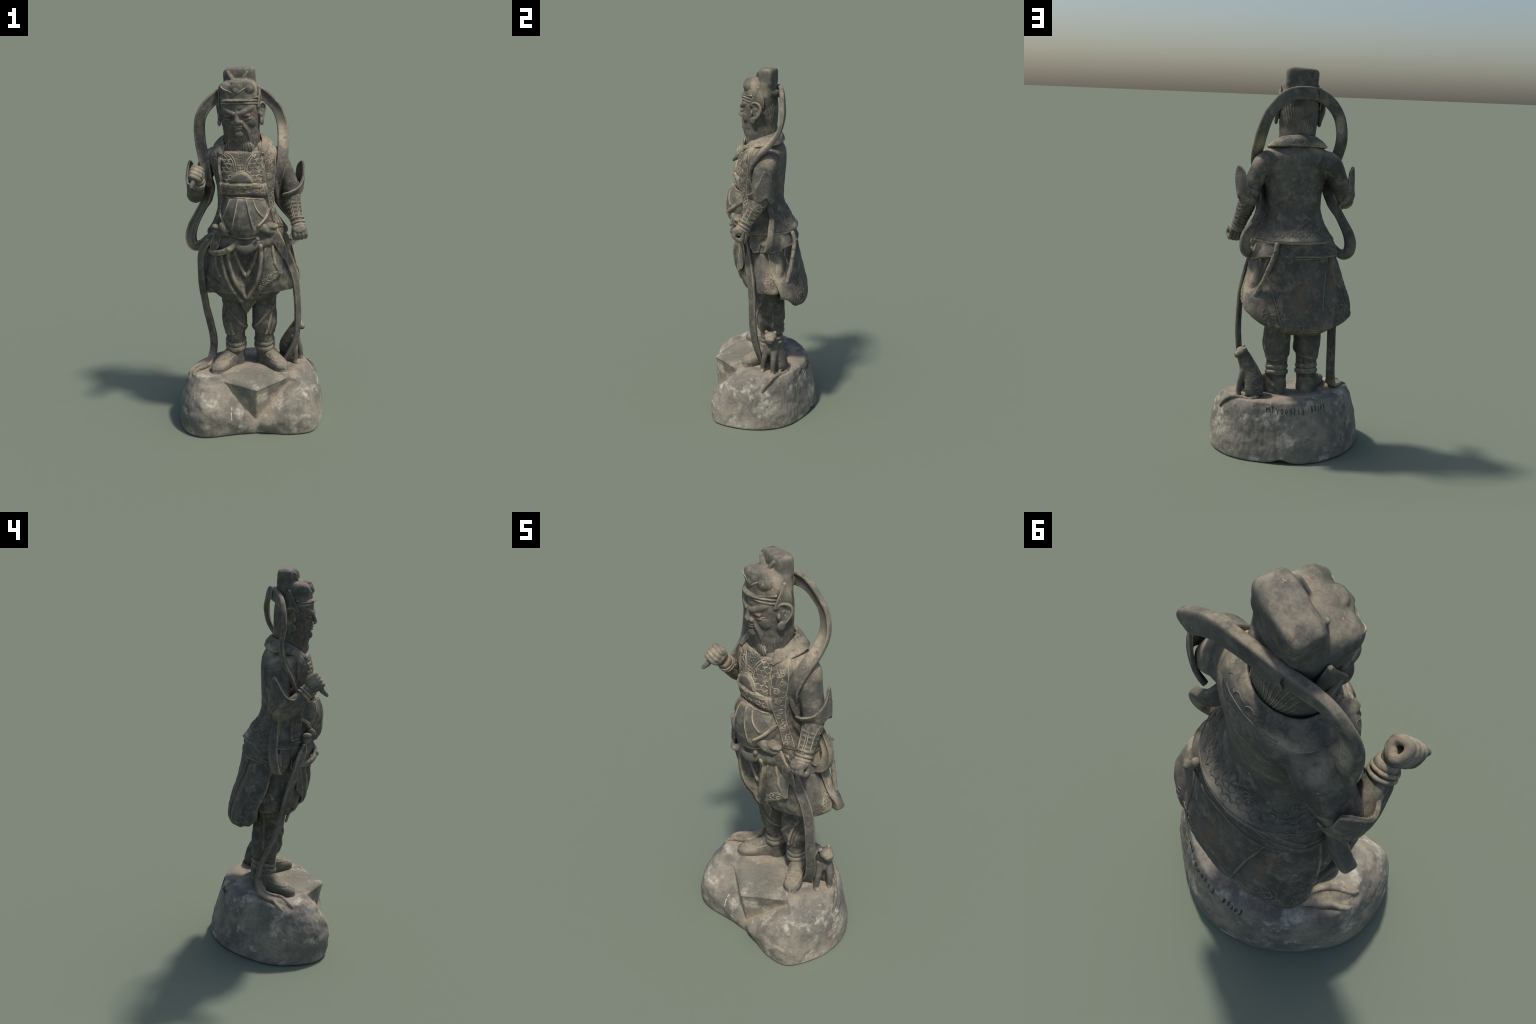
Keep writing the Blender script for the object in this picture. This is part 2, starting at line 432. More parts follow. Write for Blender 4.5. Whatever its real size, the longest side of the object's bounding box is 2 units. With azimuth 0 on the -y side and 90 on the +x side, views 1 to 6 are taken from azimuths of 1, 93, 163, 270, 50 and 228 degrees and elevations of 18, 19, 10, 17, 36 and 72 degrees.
def strokes(tree, side, lines, r=.0022, lift=-.1, m=6):
    """raised threads laid on a skin along 2D lines"""
    out = []
    for L in lines:
        L = np.asarray(L, float)
        ln = np.linalg.norm(np.diff(L, axis=0), axis=1).sum()
        C = curve(L, max(4, int(ln / .005)))
        P, N = cast(tree, [on_plane(side, *c) for c in C], side)
        if len(P) < 3: continue
        jump = np.linalg.norm(np.diff(P, axis=0), axis=1)
        cuts = [0] + [i + 1 for i in np.where(jump > .022)[0]] + [len(P)]
        for a, b in zip(cuts[:-1], cuts[1:]):
            if b - a < 3: continue
            Q = P[a:b]; k = len(Q)
            Qs = Q.copy(); Qs[1:-1] = (Q[:-2] + 2*Q[1:-1] + Q[2:]) / 4
            T = unit(np.gradient(Qs, axis=0)); Nn = N[a:b]; Nn = unit(Nn - (Nn*T).sum(1, keepdims=True)*T); B = np.cross(T, Nn)
            tap = np.ones(k); tap[0] = tap[-1] = .5
            an = np.linspace(0, 2*PI, m, endpoint=False)
            R = (Qs + Nn * r * lift)[:, None] + (B[:, None] * np.cos(an)[None, :, None] + Nn[:, None] * np.sin(an)[None, :, None]) * (r * tap)[:, None, None]
            out.append(loft(R))
    return out

def flower(c, r, petals=5, turn=0.0):
    L = []
    for k in range(petals):
        a = turn + 2*PI*k/petals; w = .55 * 2*PI/petals*1.0
        L.append([(c[0] + r*q*math.cos(a + s*w), c[1] + r*q*math.sin(a + s*w)) for q, s in ((.32, -.7), (.8, -.95), (1.0, -.4), (1.0, .4), (.8, .95), (.32, .7))])
    L.append([(c[0] + .24*r*math.cos(t), c[1] + .24*r*math.sin(t)) for t in np.linspace(0, 2*PI, 9)])
    return L

def scroll(c, r, turn=0.0, turns=1.3, hand=1):
    t = np.linspace(0, 1, 14)
    return [(c[0] + r*(1 - .8*k)*math.cos(turn + hand*2*PI*turns*k), c[1] + r*(1 - .8*k)*math.sin(turn + hand*2*PI*turns*k)) for k in t]

def arc(c, r, a0, a1, n=8):
    return [(c[0] + r*math.cos(a), c[1] + r*math.sin(a)) for a in np.linspace(a0, a1, n)]

def tendrils(rng, cx, cy, w, h, n, r=(.012, .024)):
    """vine scrolls strewn over a patch"""
    L = []
    for _ in range(n):
        c = (cx + rng.uniform(-w, w), cy + rng.uniform(-h, h)); q = rng.uniform(*r); t = rng.uniform(0, 2*PI); hd = rng.choice([-1, 1])
        L.append(scroll(c, q, t, rng.uniform(.7, 1.2), hd))
        if rng.random() < .6:
            L.append(arc((c[0] + q*math.cos(t)*1.4, c[1] + q*math.sin(t)*1.4), q*.8, t, t + hd*2.4, 6))
    return L

def patch(tree, side, left, right, n, m, thick, crown=0.0, sink=.006, bevel=.12):
    """a plate lying on a skin between two edge lines drawn in 2D"""
    Lc, Rc = curve(left, n), curve(right, n)
    top = np.zeros((n, m, 3)); bot = np.zeros((n, m, 3)); ok = np.ones((n, m), bool)
    for i in range(n):
        for j in range(m):
            u = j / (m - 1); c = Lc[i]*(1-u) + Rc[i]*u
            P, N = cast(tree, [on_plane(side, *c)], side)
            if len(P) == 0: ok[i, j] = False; continue
            e = min(u, 1-u, i/(n-1)*2, (1 - i/(n-1))*2); k = smoothstep(0, bevel, np.array([e]))[0]
            top[i, j] = P[0] + N[0]*(thick*(.35 + .65*k) + crown*4*u*(1-u)); bot[i, j] = P[0] - N[0]*sink
    for i in range(n):
        for j in range(m):
            if not ok[i, j]:
                d = np.abs(np.arange(n)[:, None] - i) + np.abs(np.arange(m)[None] - j) + 1e6*(~ok)
                q = np.unravel_index(d.argmin(), d.shape); top[i, j] = top[q]; bot[i, j] = bot[q]
    S = top.copy()
    for _ in range(2):
        S[1:-1, 1:-1] = (S[1:-1, 1:-1]*2 + S[:-2, 1:-1] + S[2:, 1:-1] + S[1:-1, :-2] + S[1:-1, 2:]) / 6
    V = np.vstack([S.reshape(-1, 3), bot.reshape(-1, 3)]); k = n*m
    F = grid_faces(n, m, False) + [tuple(reversed(q)) for q in grid_faces(n, m, False, k)]
    edge = [(i, 0) for i in range(n)] + [(n-1, j) for j in range(1, m)] + [(i, m-1) for i in range(n-2, -1, -1)] + [(0, j) for j in range(m-2, 0, -1)]
    idx = [i*m + j for i, j in edge]
    for a, b in zip(idx, idx[1:] + idx[:1]): F.append((b, a, a + k, b + k))
    return V, F

def fix(shape):
    """make face directions consistent, outwards"""
    import bmesh
    V, F = shape; me = to_mesh(V, F); bm = bmesh.new(); bm.from_mesh(me)
    bmesh.ops.recalc_face_normals(bm, faces=bm.faces); bm.to_mesh(me); bm.free()
    o = from_mesh(me); bpy.data.meshes.remove(me); return o

def rotz(a):
    c, s = math.cos(a), math.sin(a); return np.array([[c, -s, 0], [s, c, 0], [0, 0, 1]])
def roty(a):
    c, s = math.cos(a), math.sin(a); return np.array([[c, 0, s], [0, 1, 0], [-s, 0, c]])

# ================================================================== ROCK
def build_rock():
    # flank outlines at rising heights (full lobes), then a V is cut in front and a keel-like wedge set into it
    levels = [
        (0.0, [(.404, -.116), (.407, 0), (.387, .08), (.338, .158), (.228, .242), (.12, .294), (.045, .316), (-.06, .313), (-.13, .290), (-.205, .252), (-.285, .183), (-.362, .08), (-.408, -.03), (-.406, -.127), (-.37, -.236), (-.285, -.302), (-.2, -.304), (-.132, -.290), (-.05, -.274), (.035, -.264), (.12, -.277), (.23, -.292), (.352, -.254)]),
        (.09, [(.405, -.11), (.405, 0), (.38, .08), (.332, .155), (.222, .234), (.12, .284), (.045, .305), (-.06, .302), (-.13, .277), (-.2, .245), (-.28, .178), (-.355, .08), (-.402, -.03), (-.4, -.13), (-.362, -.240), (-.285, -.312), (-.2, -.312), (-.12, -.305), (-.04, -.30), (.031, -.29), (.1, -.30), (.222, -.297), (.342, -.258)]),
        (.15, [(.400, -.105), (.400, 0), (.371, .08), (.321, .15), (.214, .223), (.12, .268), (.045, .289), (-.06, .286), (-.13, .263), (-.195, .231), (-.273, .169), (-.346, .077), (-.392, -.03), (-.39, -.128), (-.349, -.238), (-.275, -.308), (-.19, -.314), (-.1, -.314), (-.017, -.31), (.033, -.30), (.1, -.295), (.21, -.288), (.335, -.245)]),
        (.21, [(.389, -.1), (.388, 0), (.358, .08), (.307, .146), (.204, .214), (.12, .254), (.045, .272), (-.06, .269), (-.125, .249), (-.187, .219), (-.263, .160), (-.333, .074), (-.376, -.03), (-.373, -.12), (-.33, -.225), (-.262, -.298), (-.19, -.30), (-.13, -.30), (-.076, -.30), (.035, -.29), (.12, -.28), (.22, -.262), (.325, -.222)]),
        (.265, [(.372, -.09), (.370, 0), (.343, .08), (.291, .143), (.196, .206), (.12, .240), (.045, .253), (-.06, .250), (-.12, .233), (-.18, .205), (-.252, .149), (-.318, .069), (-.354, -.03), (-.348, -.11), (-.3, -.2), (-.245, -.262), (-.19, -.27), (-.15, -.27), (-.1, -.27), (.037, -.26), (.13, -.245), (.22, -.206), (.315, -.176)]),
        (.295, [(.352, -.07), (.350, 0), (.322, .08), (.270, .146), (.194, .2), (.12, .232), (.045, .242), (-.06, .238), (-.118, .222), (-.173, .196), (-.241, .138), (-.302, .06), (-.336, -.03), (-.324, -.1), (-.28, -.18), (-.235, -.225), (-.2, -.235), (-.15, -.24), (-.1, -.24), (.037, -.23), (.13, -.19), (.22, -.14), (.30, -.11)]),
    ]
    m = 420; th = np.linspace(-PI, PI, m, endpoint=False)
    rad = []
    for z, pts in levels:
        P = np.array(pts); a = np.arctan2(P[:, 1], P[:, 0]); r = np.hypot(P[:, 0], P[:, 1]); o = np.argsort(a); a, r = a[o], r[o]
        k = hermite(np.concatenate([a - 2*PI, a, a + 2*PI]), np.concatenate([r]*3), th)
        for _ in range(6): k = (np.roll(k, 1) + 2*k + np.roll(k, -1)) / 4
        rad.append(k)
    zs = np.array([l[0] for l in levels]); rad = np.array(rad)
    zz = np.concatenate([np.linspace(0, .27, 64), np.linspace(.2725, zs[-1], 10)]); RR = hermite(zs, rad, zz)
    keel, foot, left, right = A(.037, -.300, .290), A(.031, -.266, .085), A(-.150, -.200, .297), A(.258, -.126, .300)
    def plane(a, b, c, out):
        n = unit(np.cross(b - a, c - a)); return (n if n @ out > 0 else -n), a
    faces = [plane(keel, foot, left, A(-.5, -1, 0)), plane(keel, foot, right, A(.5, -1, 0))]
    cutL, cutR = plane(left, foot, A(-.175, -.300, .16), A(.6, -1, .4)), plane(right, foot, A(.220, -.262, .178), A(-.6, -1, .4))
    def reach(pl, z):
        n, a = pl; dn = n[0]*np.cos(th) + n[1]*np.sin(th); d = n @ a - n[2]*z
        return np.where(dn > .02, d / np.maximum(dn, .02), 9.0)
    smin = lambda a, b, k: np.minimum(a, b) - k*.25*np.clip(1 - np.abs(a - b)/k, 0, 1)**2
    for i, z in enumerate(zz):
        wedge = np.minimum(smin(reach(faces[0], z), reach(faces[1], z), .012), .33)
        wedge = np.where(np.abs(th + PI/2 - .1) < 1.2, wedge, 0)
        lobes = np.maximum(smin(RR[i], reach(cutL, z), .05), smin(RR[i], reach(cutR, z), .06))
        RR[i] = np.maximum(np.minimum(wedge, RR[i] + .3*smoothstep(.05, .1, z)), np.maximum(lobes, .1))
    RR[0] *= .985; RR[1] *= .995
    rings = [np.stack([r*np.cos(th), r*np.sin(th), np.full(m, z)], 1) for z, r in zip(zz, RR)]
    for q, dz in ((.99, .004), (.97, .008), (.93, .011), (.85, .012), (.75, .012), (.6, .012), (.45, .012), (.3, .012), (.15, .012), (.04, .012)):
        rings.append(np.stack([RR[-1]*q*np.cos(th), RR[-1]*q*np.sin(th), np.full(m, zz[-1] + dz)], 1))
    V, F = loft(rings)
    up = smoothstep(.27, .295, V[:, 2])
    V[:, 2] += up * np.where(V[:, 1] < -.12, (V[:, 1] + .12) * .10, 0)          # deck dips to the keel
    chip = np.exp(-((V[:, 0] - .12)**2 + (V[:, 1] - .28)**2) / .0022) * smoothstep(.05, 0, V[:, 2])
    V[:, 2] += .02 * chip
    S = (V, F)
    # dressed deck stays fairly flat, flanks are lumpy and pecked
    def fn(V, N):
        flank = 1 - .75*smoothstep(.6, .95, N[:, 2])
        keep = 1 - .8*np.exp(-((V[:, 0] - .03)**2/.02 + (V[:, 1] + .26)**2/.006))
        return flank*keep*(.003*noise3(V, 11, 1) + .0028*noise3(V, 27, 2) + .0018*noise3(V*A(1, 1, .5), 70, 3)) * smoothstep(-.005, .03, V[:, 2])
    S = relief(S, fn)
    S[0][:, 2] -= S[0][:, 2].min()
    return S
rock = build_rock()
add('rock_base', rock, M_STONE)
rock_tree = bvh(rock)

# handwriting on the back of the rock, as strokes of ink
GLYPH = {
    'M': [[(0, 0), (.05, 1), (.4, .35), (.75, 1), (.85, 0)]], 'T': [[(0, 1), (.8, 1)], [(.4, 1), (.4, 0)]],
    'Y': [[(0, 1), (.38, .5)], [(.8, 1), (.38, .5), (.3, -.2)]], '0': [[(.35, .9), (.08, .55), (.25, .08), (.6, .3), (.6, .75), (.35, .9)]],
    '5': [[(.7, 1), (.2, .98), (.15, .6), (.55, .58), (.6, .2), (.1, .02)]], '1': [[(.3, 1), (.28, 0)]],
    '3': [[(.1, .95), (.55, .95), (.28, .58), (.62, .3), (.3, -.08), (.02, .05)]],
    'B': [[(.05, 1), (.05, 0)], [(.05, 1), (.5, .85), (.1, .52), (.6, .25), (.05, 0)]], 'S': [[(.6, .9), (.2, .9), (.15, .6), (.5, .45), (.5, .1), (.05, .05)]],
}
def write(text, x0, z0, x1, z1, h):
    L = []; step = (x1 - x0) / len(text)
    for i, ch in enumerate(text):
        if ch not in GLYPH: continue
        ox = x0 + step*i; oz = z0 + (z1 - z0)*i/len(text); hh = h*(1 + .12*math.sin(i*2.3))
        for g in GLYPH[ch]:
            L.append([(ox + step*.92*gx, oz + hh*gy + .0015*math.sin(i + gx*3)) for gx, gy in g])
    return L
ink = strokes(rock_tree, 'back', write('MTY005113', .186, .252, -.012, .246, .030) + write('BS303', -.045, .252, -.128, .262, .027), r=.0017, lift=.35)
add('written_number', join(ink), M_INK)
lime = strokes(rock_tree, 'front', [[(-.106, .166), (-.104, .155), (-.109, .147)], [(-.107, .143), (-.108, .125), (-.106, .108), (-.107, .093)]], r=.0042, lift=-.45)
lime += strokes(rock_tree, 'front', [[(-.109, .161), (-.103, .163), (-.100, .160)], [(-.106, .112), (-.110, .104), (-.109, .098)]], r=.003, lift=-.4)
add('lime_splash', join(lime), M_LIME, kind='stuff')

# ================================================================== LEGS AND SHOES
def build_leg(s):
    cx = -.078 if s < 0 else .086
    T = [  # z, half width, y front, y back
        (.76, .056, -.056, .092), (.66, .058, -.054, .094), (.58, .061, -.050, .096), (.53, .060, -.040, .100), (.49, .054, -.028, .101),
        (.47, .053, -.025, .100), (.455, .053, -.024, .1), (.40, .05, -.02, .096), (.36, .047, -.016, .09), (.30, .047, -.014, .088)]
    rows = [(z, cx - w, cx + w, f, b, 2.3) for z, w, f, b in T]
    S = body(rows, cy=.035, n=80, m=80)
    # knee-high cloth gathered to a slanting hem, with a lengthwise fold and an outer pleat
    def fn(V, N):
        x = (V[:, 0] - cx) * s; z = V[:, 2]
        hem = .50 - .10*(V[:, 1] - .03) * 1.0 - .25*x
        cloth = .006*smoothstep(hem - .006, hem + .006, z)
        fold = .005*np.exp(-((x - .018 - .25*(z - .55))/.007)**2) * smoothstep(.46, .5, z) * (V[:, 1] < .03)
        groove = -.006*np.exp(-((x - .032 - .2*(z - .55))/.006)**2) * smoothstep(.46, .5, z) * (V[:, 1] < .03)
        diag = .005*np.exp(-((z - .59 - 1.4*(x + .02))/.013)**2) * (V[:, 1] < .02) * (z > .5) * (z < .66)
        flap = .007*np.exp(-((x - .06)/.016)**2) * smoothstep(.51, .56, z) * (V[:, 1] < .05)
        return cloth + fold + groove + diag + flap + .002*noise3(V, 30, 5 + s)
    return relief(S, fn)
legs = {}
for s in (-1, 1):
    S = build_leg(s); legs[s] = S
    add('leg', S, M_LEG)
    t = bvh(S); cx = -.078 if s < 0 else .086
    L = [[(cx - s*.045 + s*.005*k, .475 + .012*k), (cx - s*.02, .468 + .012*k), (cx - s*.004, .476 + .012*k)] for k in range(6)]
    L += [[(cx - s*.05, .56), (cx - s*.03, .49), (cx - s*.0, .465)], [(cx + s*.018, .59), (cx + s*.022, .52), (cx + s*.02, .465)]]
    add('gaiter_stitching', join(strokes(t, 'front', L, r=.0019)), M_FAINT, kind='stuff')
    # two padded rings at the ankle
    for zc, rr in ((.447, .0065), (.417, .008)):
        V, F = ring((0, 0, 0), (0, 0, 1), 1.0, 1.0, 64, 16)
        a = np.arctan2(V[:, 1], V[:, 0]); rho = np.hypot(V[:, 0], V[:, 1]) - 1
        wx, wy = .0525, .061
        x = cx + np.cos(a)*(wx + rho*rr); y = .038 + np.sin(a)*(wy + rho*rr)
        z = zc + V[:, 2]*rr*1.7 + .012*np.clip((y - .03)/.06, -1, 1) - .004
        W = np.stack([x, y, z], 1)
        W += .0016*noise3(W, 60, 4)[:, None]
        add('ankle_band', (W, F), M_SHOE)

def build_shoe(s):
    ax, ay = (-.078, .055) if s < 0 else (.086, .055)
    tip = A(-.205, -.125) if s < 0 else A(.2, -.12)
    d = unit(tip - A(ax, ay)); L = np.linalg.norm(tip - A(ax, ay))
    n2 = A(-d[1], d[0])
    st = [  # distance along foot, half width, top height above deck
        (-.045, .02, .07), (-.035, .036, .10), (-.01, .045, .105), (.03, .048, .105), (.07, .046, .098), (.10, .043, .084), (.14, .044, .068), (.175, .043, .058), (L - .02, .036, .050), (L - .004, .022, .040), (L + .004, .008, .028)]
    st = np.array(st); t = np.linspace(st[0, 0], st[-1, 0], 50); q = hermite(st[:, 0], st[:, 1:], t)
    rings = []
    for ti, (w, h) in zip(t, q):
        a = np.linspace(0, 2*PI, 40, endpoint=False); c, sn = np.cos(a), np.sin(a)
        u = np.sign(c)*np.abs(c)**(2/2.6)*w*(1 + .08*(sn < -.5)); zz = np.where(sn > 0, h*.42 + h*.58*np.abs(sn)**(2/2.4), h*.42 - h*.42*np.abs(sn)**(2/5))
        ctr = A(ax, ay) + d*ti
        rings.append(np.stack([ctr[0] + n2[0]*u, ctr[1] + n2[1]*u, .300 + zz], 1))
    S = loft(rings)
    def fn(V, N):
        P = V[:, :2] - A(ax, ay); ti = P @ d; ui = P @ n2
        rib = .0026*np.sin(ti/.0085*PI)*smoothstep(.07, .1, ti)*smoothstep(L - .03, L - .05, ti)*smoothstep(.2, .6, N[:, 2])*smoothstep(.036, .026, np.abs(ui))
        sole = -.003*np.exp(-((V[:, 2] - .322)/.003)**2)
        return rib + sole + .0012*noise3(V, 50, 8)
    S = relief(fix(S), fn)
    add('shoe', S, M_SHOE)
    t = bvh(S)
    mk = lambda a, b: tuple(A(ax, ay) + d*a + n2*b)
    lines = [[mk(.075, -.040), mk(.12, -.036), mk(.165, -.030), mk(.185, -.012), mk(.185, .012), mk(.165, .030), mk(.12, .036), mk(.075, .040)]]
    lines += [[mk(k, -.027), mk(k + .006, 0), mk(k, .027)] for k in (.095, .112, .129, .146)]
    lines += [[tuple(A(*mk(L - .03, 0)) + .009*A(math.cos(w), math.sin(w))) for w in np.linspace(0, 2*PI, 9)]]
    add('shoe_trim', join(strokes(t, 'top', lines, r=.0022)), M_LINE, kind='stuff')
for s in (-1, 1): build_shoe(s)

# ================================================================== SKIRTS
under = body([(1.13, -.18, .185, -.165, .12, 2.2), (1.05, -.205, .215, -.172, .13, 2.2), (.95, -.230, .252, -.172, .14, 2.2), (.86, -.247, .279, -.160, .14, 2.2), (.80, -.250, .287, -.145, .13, 2.2), (.785, -.246, .283, -.14, .128, 2.2),
              (.778, -.205, .21, -.120, .12, 2.1), (.752, -.190, .192, -.110, .11, 2.1), (.727, -.166, .168, -.096, .1, 2.1), (.708, -.136, .14, -.080, .085, 2), (.70, -.10, .105, -.060, .06, 2)], cy=.04, n=110, m=160)
def under_folds(V, N):
    f = 0
    for x0, x1, w, h in ((-.20, -.23, .02, .010), (.2, .245, .016, .012), (.215, .22, .012, -.008)):
        c = x0 + (x1 - x0)*(1.1 - V[:, 2])/.3
        f = f + h*np.exp(-((V[:, 0] - c)/w)**2)*(V[:, 1] < .03)*smoothstep(.78, .81, V[:, 2])
    side = np.abs(N[:, 0]) > .5
    f = f + side*.006*np.sin(V[:, 1]*70 + V[:, 2]*9)*smoothstep(.78, .85, V[:, 2])
    f = f - .05*np.exp(-((V[:, 0] + .004)/.042)**2)*(V[:, 1] < -.05)*smoothstep(.71, .80, V[:, 2])*smoothstep(1.09, 1.0, V[:, 2])     # hollow between the thighs
    return f + .002*noise3(V, 22, 9)
under = relief(under, under_folds)
split(under, lambda C: (C[:, 2] < .782).astype(int), ['side_skirt', 'breeches'], [M_SKIRT, M_LEG])
under_tree = bvh(under)

def hem_z(x):
    return np.interp(x, [-.285, -.26, -.2, -.12, -.07, 0, .09, .19, .26, .31], [.80, .712, .69, .664, .641, .636, .65, .676, .706, .765])
def build_back_skirt():
    n, m = 60, 90
    lv = np.array([  # z, x left, x right, y of the front edge, y of the back, fullness of his left side, of his right side
        (1.065, -.202, .240, .0, .158, 1.9, 2.2), (1.0, -.230, .254, .015, .166, 1.6, 2.3), (.9, -.260, .274, .04, .184, 1.6, 2.4), (.82, -.276, .292, .08, .206, 1.8, 2.4), (.75, -.284, .298, .105, .222, 2.2, 2.4), (.70, -.276, .284, .125, .226, 2.3, 2.4), (.63, -.245, .255, .14, .212, 2.6, 2.4)])
    rings = []
    for i in range(n):
        t = i/(n - 1); out = []
        ph = np.linspace(0, PI, m)
        for k in range(m):
            c, s = math.cos(ph[k]), math.sin(ph[k])
            xg = .03 + .27*c
            zb = float(hem_z(xg)); z = 1.065 + (zb - 1.065)*t
            r = hermite(lv[:, 0], lv[:, 1:], [z])[0]
            cx = (r[0] + r[1])/2; a = (r[1] - r[0])/2
            e = r[4] if c > 0 else r[5]
            x = cx + a*math.copysign(abs(c)**(2/e), c); y = r[2] + (r[3] - r[2])*abs(s)**(2/e)
            curl = max(0, (t - .88)/.12)**2          # hem rolls under
            x -= curl*.035*c; y -= curl*.045*s
            out.append((x, y, z))
        inner = []
        for k in range(m - 2, 0, -3):
            x, y, z = out[k]; inner.append((x*.82 + .005, max(.085, y*.5), z + .02*t))
        rings.append(out + inner)
    # round off the bottom
    last = np.array(rings[-1]); c = last.mean(0)
    for q, dz in ((.93, -.003), (.8, -.002)):
        rings.append((last - c)*A(q, q, 1) + c + A(0, 0, dz))
    return fix(loft(rings))
back_skirt = build_back_skirt()
def back_folds(V, N):
    f = 0
    for line, w, h in (([(.215, 1.04), (.20, .88), (.165, .70)], .012, -.007), ([(-.16, 1.04), (-.175, .88), (-.14, .70)], .014, .006), ([(-.24, .9), (-.245, .78)], .012, .006), ([(.285, .9), (.28, .78)], .012, .005)):
        L = np.array([(x, 0, z) for x, z in line]); d = seg_dist(V*A(1, 0, 1), L)
        f = f + h*np.exp(-(d/w)**2)*(V[:, 1] > .05)
    return f + .003*noise3(V, 12, 4) + .0016*noise3(V, 34, 6)
back_skirt = relief(back_skirt, back_folds)
add('back_skirt', back_skirt, M_SKIRT)
bs_tree = bvh(back_skirt)
panel = fix(patch(bs_tree, 'back', [(.172, 1.05), (.19, .985), (.172, .90), (.145, .78), (.118, .668)], [(-.135, 1.045), (-.128, .985), (-.108, .89), (-.094, .78), (-.078, .664)], 60, 50, .010))
add('skirt_panel', weathered(panel, .0018, 26, 2), M_SKIRT)
panel_tree = bvh(panel, back_skirt)
E1 = strokes(panel_tree, 'back', [[(.17, 1.045), (.188, .985), (.17, .90), (.143, .78), (.118, .672)], [(-.133, 1.04), (-.126, .985), (-.106, .89), (-.092, .78), (-.078, .668)], [(.165, 1.046), (.02, 1.038), (-.13, 1.042)]], r=.0042, lift=-.1)
add('panel_border', join(E1), M_FAINT, kind='stuff')
rng = np.random.default_rng(3)
orn = flower((.012, .715), .036, 5, .3) + [scroll((.068, .71), .024, 2, 1.1), scroll((-.042, .70), .02, 1, 1.1, -1), arc((.10, .72), .026, -.5, 2.2), arc((.012, .70), .062, -2.6, -.5, 10), arc((-.03, .76), .04, .2, 2.6), arc((.06, .75), .03, .4, 2.6), arc((.11, .76), .02, -2, 1), arc((-.06, .75), .02, 0, 3)]
orn += flower((-.185, .79), .032, 5, .7) + [arc((-.185, .79), .046, 2.0, 5.2, 10), scroll((-.155, .745), .017, 0, 1), scroll((-.215, .755), .015, 2, 1)]
orn += tendrils(rng, .2, .735, .05, .03, 8, (.010, .018))
add('skirt_ornament', join(strokes(panel_tree, 'back', orn, r=.0022, lift=.1)), M_FAINT, kind='stuff')
orn = tendrils(rng, .03, .86, .03, .055, 12, (.010, .02)) + flower((.03, .85), .026, 5)
add('skirt_ornament', join(strokes(bvh(under, back_skirt), 'right', orn, r=.0019)), M_LINE, kind='stuff')
orn = tendrils(rng, .07, .84, .05, .045, 10, (.010, .02)) + tendrils(rng, .17, .74, .04, .05, 8, (.010, .018))
add('skirt_ornament', join(strokes(bvh(under, back_skirt), 'left', orn, r=.0019)), M_FAINT, kind='stuff')

